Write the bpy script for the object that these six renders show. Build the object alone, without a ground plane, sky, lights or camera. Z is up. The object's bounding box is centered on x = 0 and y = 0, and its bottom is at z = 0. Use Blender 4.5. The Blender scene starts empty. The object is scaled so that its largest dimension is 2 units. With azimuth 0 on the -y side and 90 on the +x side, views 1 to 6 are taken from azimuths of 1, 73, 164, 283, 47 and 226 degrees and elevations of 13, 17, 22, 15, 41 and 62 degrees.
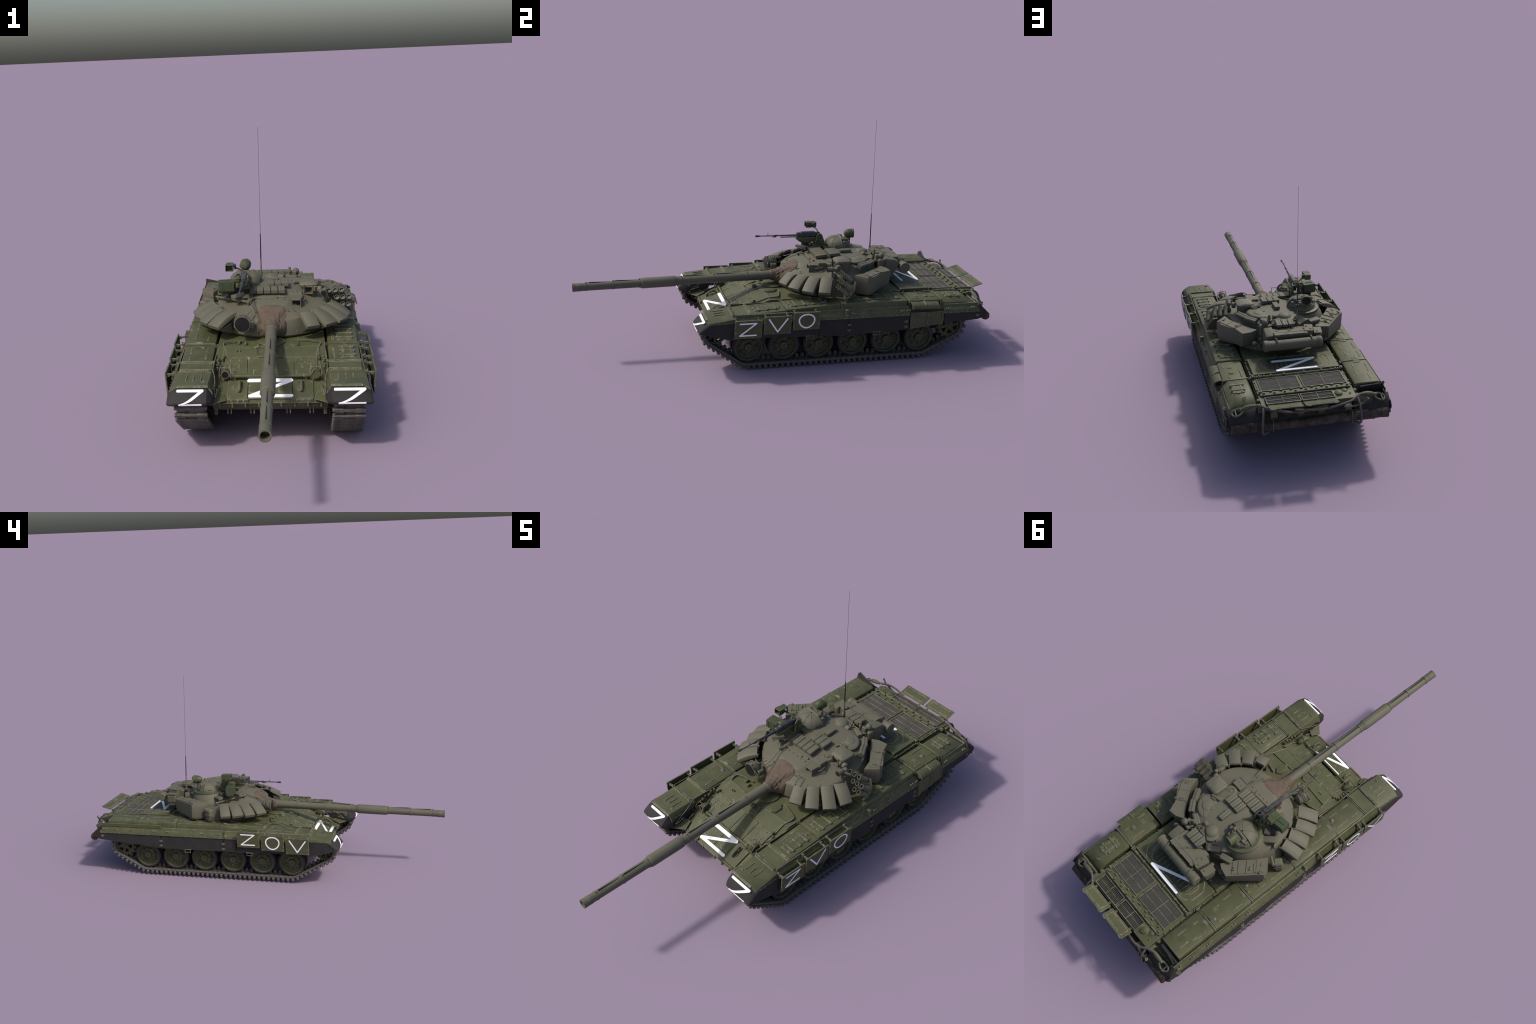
import bpy, bmesh, math, random
from math import sin, cos, pi, radians, sqrt, atan2
from mathutils import Vector, Matrix, Euler

random.seed(72)
V = Vector

# ---------------------------------------------------------------- materials
def new_mat(name):
    m = bpy.data.materials.new(name)
    m.use_nodes = True
    nt = m.node_tree
    for n in list(nt.nodes):
        nt.nodes.remove(n)
    out = nt.nodes.new("ShaderNodeOutputMaterial")
    b = nt.nodes.new("ShaderNodeBsdfPrincipled")
    nt.links.new(b.outputs[0], out.inputs[0])
    return m, nt, b

def node(nt, kind, **kw):
    n = nt.nodes.new(kind)
    for k, v in kw.items():
        setattr(n, k, v)
    return n

def noise(nt, vec, scale, detail=4.0, rough=0.6, stretch=None):
    if stretch:
        mp = node(nt, "ShaderNodeMapping")
        mp.inputs["Scale"].default_value = stretch
        nt.links.new(vec, mp.inputs["Vector"])
        vec = mp.outputs[0]
    n = node(nt, "ShaderNodeTexNoise")
    n.inputs["Scale"].default_value = scale
    n.inputs["Detail"].default_value = detail
    n.inputs["Roughness"].default_value = rough
    nt.links.new(vec, n.inputs["Vector"])
    return n.outputs[0]

def ramp(nt, fac, lo, hi):
    r = node(nt, "ShaderNodeMapRange")
    r.inputs["From Min"].default_value = lo
    r.inputs["From Max"].default_value = hi
    nt.links.new(fac, r.inputs["Value"])
    return r.outputs[0]

def mul(nt, a, b):
    m = node(nt, "ShaderNodeMath", operation="MULTIPLY")
    for i, s in enumerate((a, b)):
        if isinstance(s, (int, float)):
            m.inputs[i].default_value = s
        else:
            nt.links.new(s, m.inputs[i])
    return m.outputs[0]

def mix(nt, fac, a, b):
    m = node(nt, "ShaderNodeMix", data_type="RGBA")
    for sock, s in ((m.inputs[0], fac), (m.inputs[6], a), (m.inputs[7], b)):
        if isinstance(s, (tuple, list)):
            sock.default_value = (*s, 1.0)
        elif isinstance(s, (int, float)):
            sock.default_value = s
        else:
            nt.links.new(s, sock)
    return m.outputs[2]

def painted(name, base, dark, dust, dust_amt=0.5, wear=None, wear_amt=0.0, rough=0.62,
            scale=14.0, wear_r=0.0028, metallic=0.0, streak=None, bump=0.0, scuff=0.0):
    """Matt paint: two mottled tones, patchy dust, and broken pale wear on the edges."""
    m, nt, b = new_mat(name)
    tc = node(nt, "ShaderNodeTexCoord").outputs["Object"]
    n1 = noise(nt, tc, scale, 5.0, 0.65)
    col = mix(nt, ramp(nt, n1, 0.32, 0.68), dark, base)
    n2 = noise(nt, tc, scale * 0.6, 6.0, 0.7, streak)
    spot = noise(nt, tc, scale * 9.0, 3.0, 0.6)
    d = mul(nt, mul(nt, ramp(nt, n2, 0.5, 0.78), ramp(nt, spot, 0.3, 0.7)), dust_amt)
    col = mix(nt, d, col, dust)
    if scuff:
        # thin scratches along the hull and small flaked spots down to a pale primer
        sc1 = noise(nt, tc, 42.0, 5.0, 0.75, (1.0, 0.22, 1.0))
        sc2 = noise(nt, tc, 7.0, 3.0, 0.6)
        k = mul(nt, ramp(nt, sc1, 0.60, 0.70), ramp(nt, sc2, 0.45, 0.66))
        col = mix(nt, mul(nt, k, scuff), col, wear)
        gr = noise(nt, tc, 22.0, 6.0, 0.7)
        col = mix(nt, mul(nt, ramp(nt, gr, 0.56, 0.74), scuff * 0.8), col, (0.030, 0.030, 0.022))
    if wear:
        bv = node(nt, "ShaderNodeBevel", samples=4)
        bv.inputs["Radius"].default_value = wear_r
        geo = node(nt, "ShaderNodeNewGeometry")
        dot = node(nt, "ShaderNodeVectorMath", operation="DOT_PRODUCT")
        nt.links.new(bv.outputs[0], dot.inputs[0])
        nt.links.new(geo.outputs["Normal"], dot.inputs[1])
        e = ramp(nt, dot.outputs["Value"], 0.992, 0.86)
        chip = noise(nt, tc, 45.0, 4.0, 0.7)
        e = mul(nt, mul(nt, e, ramp(nt, chip, 0.34, 0.60)), wear_amt)
        col = mix(nt, e, col, wear)
    nt.links.new(col, b.inputs["Base Color"])
    b.inputs["Roughness"].default_value = rough
    b.inputs["Metallic"].default_value = metallic
    b.inputs["Specular IOR Level"].default_value = 0.3
    if bump:
        bp = node(nt, "ShaderNodeBump")
        bp.inputs["Strength"].default_value = bump
        bp.inputs["Distance"].default_value = 0.002
        nt.links.new(noise(nt, tc, scale * 6, 4, 0.6), bp.inputs["Height"])
        nt.links.new(bp.outputs[0], b.inputs["Normal"])
    return m

GREEN = painted("green_paint", (0.081, 0.084, 0.038), (0.056, 0.061, 0.027), (0.150, 0.132, 0.090), 0.42,
                wear=(0.36, 0.32, 0.26), wear_amt=0.9, rough=0.55, scuff=0.7)
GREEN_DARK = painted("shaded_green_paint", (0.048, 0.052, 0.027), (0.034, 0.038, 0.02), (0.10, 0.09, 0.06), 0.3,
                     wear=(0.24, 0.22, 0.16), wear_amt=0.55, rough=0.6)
WHEEL = painted("wheel_green_paint", (0.060, 0.062, 0.028), (0.042, 0.046, 0.02), (0.17, 0.145, 0.09), 0.5,
                wear=(0.27, 0.24, 0.16), wear_amt=0.9, rough=0.6, scale=30)
KHAKI = painted("khaki_paint", (0.113, 0.107, 0.075), (0.102, 0.096, 0.067), (0.128, 0.117, 0.088), 0.25,
                rough=0.62, scale=9)
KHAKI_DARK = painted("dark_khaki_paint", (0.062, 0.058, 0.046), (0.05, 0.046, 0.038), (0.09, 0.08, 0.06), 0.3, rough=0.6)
OLIVE = painted("olive_paint", (0.072, 0.082, 0.036), (0.044, 0.052, 0.023), (0.15, 0.14, 0.08), 0.3,
                wear=(0.26, 0.25, 0.15), wear_amt=0.5, rough=0.5, scale=25)
CASE = painted("ammunition_green_paint", (0.052, 0.070, 0.034), (0.038, 0.053, 0.025), (0.1, 0.11, 0.06), 0.3, rough=0.6)
RUBBER = painted("rubber_sheet", (0.027, 0.025, 0.024), (0.018, 0.017, 0.0165), (0.062, 0.050, 0.042), 0.45,
                 rough=0.75, scale=11, streak=(1, 1, 0.25))
TYRE = painted("tyre_rubber", (0.036, 0.034, 0.036), (0.026, 0.025, 0.027), (0.07, 0.06, 0.05), 0.4, rough=0.8)
STEEL = painted("track_steel", (0.100, 0.092, 0.082), (0.045, 0.039, 0.036), (0.19, 0.165, 0.13), 0.55,
                wear=(0.42, 0.37, 0.35), wear_amt=0.8, rough=0.6, scale=40, wear_r=0.0016, metallic=0.15)
GUNMETAL = painted("gunmetal", (0.075, 0.078, 0.085), (0.04, 0.042, 0.047), (0.13, 0.13, 0.13), 0.3,
                   wear=(0.24, 0.24, 0.25), wear_amt=0.5, rough=0.45, metallic=0.4, scale=40)
FITTING = painted("bare_steel_fitting", (0.115, 0.112, 0.095), (0.065, 0.066, 0.052), (0.2, 0.19, 0.16), 0.5,
                  wear=(0.36, 0.34, 0.3), wear_amt=0.7, rough=0.5, metallic=0.2, scale=60)
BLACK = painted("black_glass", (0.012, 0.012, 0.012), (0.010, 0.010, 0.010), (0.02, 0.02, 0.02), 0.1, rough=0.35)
GRILLE = painted("radiator_mesh", (0.072, 0.066, 0.060), (0.055, 0.050, 0.046), (0.11, 0.10, 0.085), 0.3, rough=0.7)
WHITE = painted("white_paint", (0.90, 0.90, 0.91), (0.84, 0.84, 0.86), (0.8, 0.8, 0.8), 0.15, rough=0.6)
CANVAS = painted("brown_canvas", (0.122, 0.088, 0.062), (0.080, 0.060, 0.045), (0.175, 0.135, 0.11), 0.5,
                 rough=0.85, scale=26, bump=0.5)
BARK = painted("log_bark", (0.088, 0.062, 0.048), (0.016, 0.013, 0.011), (0.21, 0.17, 0.14), 0.7,
               rough=0.9, scale=30, streak=(0.12, 1, 1), bump=0.8)
WOODEND = painted("cut_wood", (0.13, 0.058, 0.034), (0.08, 0.038, 0.026), (0.2, 0.12, 0.08), 0.4, rough=0.85, scale=60)
CABLE = painted("steel_cable", (0.110, 0.098, 0.088), (0.070, 0.062, 0.056), (0.17, 0.15, 0.13), 0.5, rough=0.6, scale=50)
RUST = painted("rusty_steel", (0.14, 0.095, 0.07), (0.08, 0.055, 0.042), (0.2, 0.16, 0.12), 0.5, rough=0.8)
BRASS = painted("cartridge_brass", (0.16, 0.075, 0.035), (0.09, 0.045, 0.022), (0.3, 0.2, 0.1), 0.2, rough=0.4, metallic=0.5)
RODMAT = painted("whip_rod", (0.06, 0.045, 0.045), (0.05, 0.04, 0.04), (0.07, 0.06, 0.06), 0.2, rough=0.6)

# ---------------------------------------------------------------- mesh parts
ROOT = bpy.data.objects.new("battle_tank", None)
bpy.context.scene.collection.objects.link(ROOT)
ROOT["label"] = "olive green main battle tank with long gun and white letters"
ROOT["category"] = "battle tank"
ROOT.empty_display_size = 0.2

def frame(axis, up=None):
    """Orthonormal matrix whose z column is axis."""
    z = V(axis).normalized()
    u = V(up) if up is not None else (V((0, 0, 1)) if abs(z.z) < 0.9 else V((1, 0, 0)))
    x = u.cross(z)
    if x.length < 1e-6:
        x = V((1, 0, 0)).cross(z)
    x.normalize()
    y = z.cross(x)
    return Matrix((x, y, z)).transposed()

class Part:
    def __init__(self, name, mat, parent=None, angle=35):
        self.name, self.mats, self.parent, self.angle = name, ([mat] if not isinstance(mat, list) else mat), parent, angle
        self.v, self.f, self.mi = [], [], []
        self.cur = 0
        self.flip = False

    def slot(self, i):
        self.cur = i
        return self

    def add(self, vs, fs):
        o = len(self.v)
        self.v += [tuple(p) for p in vs]
        self.f += [tuple(i + o for i in f) for f in fs]
        self.mi += [self.cur] * len(fs)
        return self

    # chamfered box, centre c, full size s, rotation matrix rot (3x3)
    def box(self, c, s, bev=0.0015, rot=None, taper=None):
        hx, hy, hz = s[0] / 2, s[1] / 2, s[2] / 2
        b = min(bev, hx * .48, hy * .48, hz * .48)
        vs, idx = [], {}
        for sx in (-1, 1):
            for sy in (-1, 1):
                for sz in (-1, 1):
                    for a in range(3):
                        p = [sx * (hx - b), sy * (hy - b), sz * (hz - b)]
                        p[a] = (sx * hx, sy * hy, sz * hz)[a]
                        if taper and sz > 0:
                            p[0] *= taper[0]
                            p[1] *= taper[1]
                        idx[(sx, sy, sz, a)] = len(vs)
                        vs.append(V(p))
        fs = []
        for a in range(3):
            o1, o2 = (a + 1) % 3, (a + 2) % 3
            for sg in (-1, 1):
                q = []
                for (p1, p2) in ((-1, -1), (1, -1), (1, 1), (-1, 1)):
                    s3 = [0, 0, 0]
                    s3[a], s3[o1], s3[o2] = sg, p1, p2
                    q.append(idx[(*s3, a)])
                fs.append(q)
            for p1 in (-1, 1):
                for p2 in (-1, 1):
                    k0, k1 = [0, 0, 0], [0, 0, 0]
                    k0[a], k0[o1], k0[o2] = -1, p1, p2
                    k1[a], k1[o1], k1[o2] = 1, p1, p2
                    fs.append([idx[(*k0, o1)], idx[(*k0, o2)], idx[(*k1, o2)], idx[(*k1, o1)]])
        for sx in (-1, 1):
            for sy in (-1, 1):
                for sz in (-1, 1):
                    fs.append([idx[(sx, sy, sz, a)] for a in range(3)])
        R = rot if rot is not None else Matrix.Identity(3)
        return self.add([R @ p + V(c) for p in vs], fs)

    # solid of revolution: profile [(radius, distance along axis)]
    def lathe(self, o, axis, prof, n=24, up=None, squash=1.0, hollow=False):
        R = frame(axis, up)
        o = V(o)
        vs, fs, rings = [], [], []
        for r, d in prof:
            if r < 1e-6:
                rings.append([len(vs)])
                vs.append(o + R @ V((0, 0, d)))
            else:
                rings.append(list(range(len(vs), len(vs) + n)))
                for i in range(n):
                    t = 2 * pi * i / n
                    vs.append(o + R @ V((r * cos(t), r * squash * sin(t), d)))
        for a, b in zip(rings, rings[1:]):
            if len(a) == 1 and len(b) == 1:
                continue
            for i in range(n):
                j = (i + 1) % n
                if len(a) == 1:
                    fs.append((a[0], b[j], b[i]))
                elif len(b) == 1:
                    fs.append((a[i], a[j], b[0]))
                else:
                    fs.append((a[i], a[j], b[j], b[i]))
        if hollow:
            a, b = rings[-1], rings[0]
            fs += [(a[i], a[(i + 1) % n], b[(i + 1) % n], b[i]) for i in range(n)]
        for ring, rev in ((rings[0], True), (rings[-1], False)):
            if len(ring) > 1 and not hollow:
                fs.append(tuple(reversed(ring)) if rev else tuple(ring))
        return self.add(vs, fs)

    def cyl(self, p0, p1, r, r1=None, n=16, bev=0.0):
        p0, p1 = V(p0), V(p1)
        L = (p1 - p0).length
        r1 = r if r1 is None else r1
        if bev:
            prof = [(r - bev, 0), (r, bev), (r1, L - bev), (r1 - bev, L)]
        else:
            prof = [(r, 0), (r1, L)]
        return self.lathe(p0, p1 - p0, prof, n)

    def bolt(self, p, nrm, r=0.003, h=0.002):
        return self.lathe(p, nrm, [(r, -h * .3), (r, h * .5), (r * .6, h), (0, h * 1.05)], 8)

    # tube along a polyline
    def tube(self, pts, r, n=8, closed=False):
        pts = [V(p) for p in pts]
        m = len(pts)
        vs, fs, up = [], [], None
        for i, p in enumerate(pts):
            a = pts[(i - 1) % m] if (closed or i > 0) else p
            b = pts[(i + 1) % m] if (closed or i < m - 1) else p
            t = (b - a).normalized()
            if up is None:
                up = V((0, 0, 1)) if abs(t.z) < .9 else V((1, 0, 0))
            x = (up - t * up.dot(t)).normalized()
            up = x
            y = t.cross(x)
            rr = r[i] if isinstance(r, (list, tuple)) else r
            for k in range(n):
                w = 2 * pi * k / n
                vs.append(p + x * rr * cos(w) + y * rr * sin(w))
        for i in range(m if closed else m - 1):
            j = (i + 1) % m
            for k in range(n):
                l = (k + 1) % n
                fs.append((i * n + k, i * n + l, j * n + l, j * n + k))
        if not closed:
            fs.append(tuple(reversed(range(n))))
            fs.append(tuple(range((m - 1) * n, m * n)))
        return self.add(vs, fs)

    def loft(self, secs, cap=True, ring=True):
        n = len(secs[0])
        vs, fs = [], []
        for s in secs:
            vs += [V(p) for p in s]
        for a in range(len(secs) - 1):
            for i in range(n if ring else n - 1):
                j = (i + 1) % n
                fs.append((a * n + i, a * n + j, (a + 1) * n + j, (a + 1) * n + i))
        if cap:
            fs.append(tuple(reversed(range(n))))
            fs.append(tuple(range((len(secs) - 1) * n, len(secs) * n)))
        return self.add(vs, fs)

    def prism(self, poly, vec, bev=0.0):
        """polygon swept along vec, with an optional chamfer on the far face"""
        poly = [V(p) for p in poly]
        vec = V(vec)
        if not bev:
            return self.loft([poly, [p + vec for p in poly]])
        c = sum(poly, V()) / len(poly)
        k = 1 - bev / max((p - c).length for p in poly)
        top = [c + (p - c) * k + vec for p in poly]
        return self.loft([poly, [p + vec * (1 - bev / vec.length) for p in poly], top])

    # thin slab over a quad, thickness t along its normal
    def slab(self, a, b, c, d, t, bev=0.0):
        a, b, c, d = V(a), V(b), V(c), V(d)
        nrm = (c - a).cross(d - b).normalized() * t
        return self.prism([a, b, c, d], nrm, bev)

    def sphere(self, c, r, axis=(0, 0, 1), n=16, m=8, squash=1.0, lo=-1.0):
        prof = []
        t0 = math.asin(lo)
        for i in range(m + 1):
            t = t0 + (pi / 2 - t0) * i / m
            prof.append((max(r * cos(t), 0) if i < m else 0, r * squash * sin(t)))
        if lo <= -1:
            prof[0] = (0, prof[0][1])
        return self.lathe(c, axis, prof, n)

    def build(self, parent=None, origin=None):
        me = bpy.data.meshes.new(self.name)
        o = V(origin) if origin is not None else V()
        me.from_pydata([tuple(V(p) - o) for p in self.v], [], self.f)
        for m in self.mats:
            me.materials.append(m)
        me.polygons.foreach_set("material_index", self.mi)
        bm = bmesh.new()
        bm.from_mesh(me)
        bmesh.ops.recalc_face_normals(bm, faces=bm.faces)
        bm.to_mesh(me)
        bm.free()
        me.polygons.foreach_set("use_smooth", [True] * len(me.polygons))
        me.set_sharp_from_angle(angle=radians(self.angle))
        me.update()
        ob = bpy.data.objects.new(self.name, me)
        bpy.context.scene.collection.objects.link(ob)
        ob.parent = parent or self.parent or ROOT
        po = ob.parent.get("_o") if ob.parent is not ROOT else None
        base = V(po) if po is not None else V()
        ob.location = o - base
        if origin is not None:
            ob["_o"] = tuple(o)
        self.ob = ob
        return ob

def copy(ob, loc=None, rot=None, scale=None, parent=None):
    c = ob.copy()
    bpy.context.scene.collection.objects.link(c)
    if parent:
        c.parent = parent
    if loc is not None:
        c.location = loc
    if rot is not None:
        c.rotation_euler = rot
    if scale is not None:
        c.scale = scale
    return c

def spline(pts, k=6, closed=False):
    """Catmull-Rom through the control points."""
    pts = [V(p) for p in pts]
    n = len(pts)
    out = []
    for i in range(n if closed else n - 1):
        g = (lambda j: pts[j % n]) if closed else (lambda j: pts[min(max(j, 0), n - 1)])
        p0, p1, p2, p3 = g(i - 1), g(i), g(i + 1), g(i + 2)
        for s in range(k):
            t = s / k
            out.append(0.5 * ((2 * p1) + (p2 - p0) * t + (2 * p0 - 5 * p1 + 4 * p2 - p3) * t * t
                              + (3 * p1 - p0 - 3 * p2 + p3) * t ** 3))
    if not closed:
        out.append(pts[-1])
    return out

def stroke(part, pts, width, surf, thick=0.0012, seg=10, closed=False):
    """A painted stroke with round ends, laid on a surface given by surf(u, v) -> (point, normal)."""
    P = []
    n = len(pts)
    for i in range(n if closed else n - 1):
        a, b = pts[i], pts[(i + 1) % n]
        dx, dy = b[0] - a[0], b[1] - a[1]
        L = math.hypot(dx, dy)
        ux, uy = dx / L, dy / L
        h = width / 2
        lanes = []
        for k in range(seg + 1):
            s = L * k / seg
            lanes.append((s, h))
        cap = [(-h * cos(t), h * sin(t)) for t in (0.0, pi / 8, pi / 4, 3 * pi / 8)]
        lanes = cap + lanes + [(L - c[0], c[1]) for c in reversed(cap)]
        off = 0.00012 * (i % 3)
        secs = []
        for s, w in lanes:
            w = max(w, h * 0.12)
            ring = []
            for sg, up in ((-1, -0.002), (1, -0.002), (1, thick + off), (0, thick + off), (-1, thick + off)):
                u = a[0] + ux * s - uy * w * sg
                v = a[1] + uy * s + ux * w * sg
                p, nn = surf(u, v)
                ring.append(p + nn * up)
            secs.append(ring)
        part.loft(secs)
    return part

def plane_surf(o, ux, uy):
    o, ux, uy = V(o), V(ux).normalized(), V(uy).normalized()
    nn = ux.cross(uy).normalized()
    return lambda u, v: (o + ux * u + uy * v, nn)

MX = lambda p, s: (p[0] * s, p[1], p[2])

# ================================================================ HULL
hull = Part("hull", [GREEN, GREEN_DARK])
W = 0.206
main = [(-.384, .172), (-.372, .179), (-.174, .263), (-.105, .287), (.54, .289), (.69, .294), (.84, .291), (.864, .2895),
        (.864, .150), (.80, .094), (-.24, .094), (-.30, .115), (-.352, .136)]
hull.prism([(-W, y, z) for y, z in main], (2 * W, 0, 0))
# tail: open well under the fan grilles, closed beside it
hull.prism([(-W, .862, .2895), (-W, .925, .284), (-W, .928, .268), (-W, .905, .262), (-W, .876, .255), (-W, .862, .25)], (W - .112, 0, 0))
hull.prism([(.187, .862, .2895), (.187, .925, .284), (.187, .928, .268), (.187, .905, .262), (.187, .876, .255), (.187, .862, .25)], (W - .187, 0, 0))
hull.prism([(-.112, .921, .2845), (-.112, .926, .284), (-.112, .928, .268), (-.112, .905, .262), (-.112, .876, .255), (-.112, .874, .257)], (.299, 0, 0))
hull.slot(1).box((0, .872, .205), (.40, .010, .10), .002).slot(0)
# splash strip: a thin bent rib from the fender edge in to the driver's hatch
for q in (-1, 1):
    pts = [(.168 * q, -.172, .268), (.176 * q, -.120, .284), (.187 * q, -.085, .2925), (.186 * q, -.062, .2935), (.150 * q, -.050, .294), (.100 * q, -.040, .2945)]
    for a, b in zip(pts, pts[1:]):
        a, b = V(a), V(b)
        hull.slab(a - V((0, 0, .004)), b - V((0, 0, .004)), b + V((0, 0, .004)), a + V((0, 0, .004)), .003)
hull_ob = hull.build()

SL = math.atan(.4175)
GR = Matrix.Rotation(SL, 3, 'X')
GN = GR @ V((0, 0, 1))
def gl(x, y, dz=0.0):
    return V((x, y, .2655 + .4175 * (y + .172))) + GN * dz

def gbox(part, x0, x1, y0, y1, t, bev=.0012, base=-.004):
    """box lying on the glacis between the given limits"""
    xm, ym = (x0 + x1) / 2, (y0 + y1) / 2
    part.box(gl(xm, ym, (t + base) / 2), (x1 - x0, (y1 - y0) / cos(SL), t - base), bev, GR)

# glacis reactive plates: upper and lower row
g = 0.0012
for row, (xs, ya, yb) in enumerate((((-.174, -.087, 0.004, .087, .175), -.268, -.173), ((-.156, -.081, .002, .081, .157), -.372, -.284))):
    for i in range(4):
        x0, x1 = xs[i] + g, xs[i + 1] - g
        inner = i in (1, 2)
        p = Part("glacis_plate", [GREEN], hull_ob)
        gbox(p, x0, x1, ya, yb, .004)
        if row == 0:
            if inner:
                a, b = (x0 + .022, x1 - .006) if i == 1 else (x0 + .006, x1 - .022)
                gbox(p, a, b, -.266, -.233, .0062)
                for bx in (a + .004, b - .004):
                    for by in (-.263, -.237):
                        p.bolt(gl(bx, by, .0062), GN, .0022, .002)
                for bx in (x0 + .015, x1 - .02):
                    p.bolt(gl(bx, -.193, .004), GN, .0025, .0015)
            else:
                s = -1 if i == 0 else 1
                gbox(p, min(.095 * s, .147 * s), max(.095 * s, .147 * s), -.266, -.237, .0062)
                for bx, by, r in ((.117, -.184, .0042), (.150, -.184, .0042), (.117, -.209, .0042), (.1175, -.220, .0042),
                                  (.151, -.208, .0042), (.1515, -.219, .0042), (.152, -.231, .0042), (.127, -.197, .0022),
                                  (.107, -.205, .0022), (.160, -.197, .0022), (.138, -.206, .0022)):
                    p.bolt(gl(bx * s, by, .004), GN, r, r * .9)
        else:
            if inner:
                a, b = (-.084, -.031) if i == 1 else (.031, .080)
                a, b = max(a, x0 + .002), min(b, x1 - .0015)
                gbox(p, a, b, -.345, -.308, .0062)
                for bx in (a + .004, b - .004):
                    for by in (-.342, -.312):
                        p.bolt(gl(bx, by, .0062), GN, .0022, .002)
                for by in (-.298, -.318, -.357):
                    p.bolt(gl(.015 if i == 2 else -.012, by, .004), GN, .0022, .002)
            else:
                for bx, by in ((x0 + .008, -.362), (x1 - .008, -.362), (x1 - .008, -.294), (x0 + .008, -.294)):
                    p.bolt(gl(bx, by, .004), GN, .0022, .0015)
        p.build()

# upper glacis plate with a cut for the driver's vision blocks
up_g = Part("upper_glacis_plate", GREEN, hull_ob)
def gu(x, y, dz=0.0):
    return V((x, y, .2665 + (y + .172) * .33 + dz))
for s in (-1, 1):
    poly = [gu(.185 * s, -.172), gu(.046 * s, -.171), gu(.058 * s, -.112), gu(.180 * s, -.104)]
    up_g.prism(poly, (0, 0, .004), .001)
up_g.prism([gu(-.05, -.165), gu(.05, -.165), gu(.035, -.12), gu(-.035, -.12)], (0, 0, .003), .001)
up_g.box(gu(0, -.135, .009), (.03, .02, .012), .002)
for x in (-.13, -.12):
    up_g.box(gu(x, -.138, .008), (.004, .008, .011), .001)
up_g.build()
dh = Part("driver_hatch", GREEN, hull_ob)
dh.lathe((0, -.045, .286), (0, 0, 1), [(.052, 0), (.052, .008), (.046, .012), (0, .013)], 28)
dh.lathe((.088, -.078, .284), (0, 0, 1), [(.036, 0), (.036, .008), (.03, .012), (0, .013)], 6, squash=.62)
for p in ((-.10, -.07, .290), (-.125, -.058, .291), (-.05, -.09, .288)):
    dh.lathe(p, (0, 0, 1), [(.011, 0), (.011, .006), (.008, .009), (0, .009)], 14, squash=.6)
for x in (-.055, -.03):
    dh.lathe((x, -.098, .287), (0, 0, 1), [(.010, 0), (.013, .002), (.010, .005), (.006, .003), (0, .003)], 16)
dh.build()

# headlights with wire guards, joined by the cross bar
bar = Part("headlight_bar", GREEN, hull_ob)
bar.cyl((-.138, -.281, .236), (.138, -.281, .236), .0062, n=12)
for x in (-.13, .13):
    bar.cyl((x - .008, -.281, .236), (x + .008, -.281, .236), .0082, n=12, bev=.001)
    bar.box((x, -.281, .228), (.006, .008, .018), .001)
bar.build()
for s in (-1, 1):
    h = Part("headlight", [GREEN, BLACK, FITTING], hull_ob)
    c = V((.165 * s, -.27, .246))
    h.lathe(c + V((0, .018, 0)), (0, -1, 0), [(.006, -.004), (.012, .004), (.0145, .014), (.0145, .033), (.0165, .034), (.0165, .038), (.0125, .0385)], 22)
    h.slot(1 if s < 0 else 2).lathe(c + V((0, -.0195, 0)), (0, -1, 0), [(.0122, 0), (.0122, .0012), (0, .002)], 22)
    h.slot(0)
    if s > 0:
        h.lathe(c + V((0, .0, 0)), (0, -1, 0), [(.0172, .006), (.0172, .026), (.0160, .027)], 22)
    for dx in (-.021, .021):
        pts = [c + V((dx, .028, -.018)), c + V((dx, .0, -.02)), c + V((dx, -.028, -.012)), c + V((dx, -.03, .008)), c + V((dx * .9, -.012, .024)), c + V((dx * .8, .02, .020)), c + V((dx * .8, .03, -.012))]
        h.tube(spline(pts, 4), .0013, 6)
    h.tube([c + V((-.019, -.012, .024)), c + V((.019, -.012, .024))], .0013, 6)
    h.tube(spline([c + V((-.021, -.0285, -.008)), c + V((-.0, -.030, .0225)), c + V((.021, -.0285, -.008))], 6), .0013, 6)
    h.box(c + V((0, .012, -.018)), (.02, .018, .016), .002)
    # marker light and its lead on the glacis edge
    h.cyl(c + V((.012 * s, .095, .018)), c + V((.012 * s, .095, .036)), .0055, n=12, bev=.001)
    h.cyl(c + V((.016 * s, .085, .018)), c + V((.016 * s, .085, .030)), .0045, n=12, bev=.001)
    h.tube(spline([c + V((.016 * s, .09, .014)), c + V((.020 * s, .05, .0)), c + V((.010 * s, .02, -.004))], 4), .0022, 6)
    # plunger and small fittings beside the flap
    h.cyl((.187 * s, -.362, .192), (.187 * s, -.318, .214), .0025, n=8)
    h.lathe((.187 * s, -.385, .183), (0, .9, .43), [(0, 0), (.0045, .003), (.0055, .012), (.004, .024), (0, .026)], 10)
    h.box((.176 * s, -.358, .190), (.010, .022, .012), .001, GR)
    for k, (dx, dy) in enumerate(((.0, 0), (.004, .018), (-.002, .034), (.003, .05), (.0, .066))):
        h.lathe((.196 * s + dx * s, -.255 + dy, .250 + .25 * dy), (0, 0, 1), [(.006, 0), (.006, .008), (.004, .013), (0, .014)], 10)
    h.build()

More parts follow.
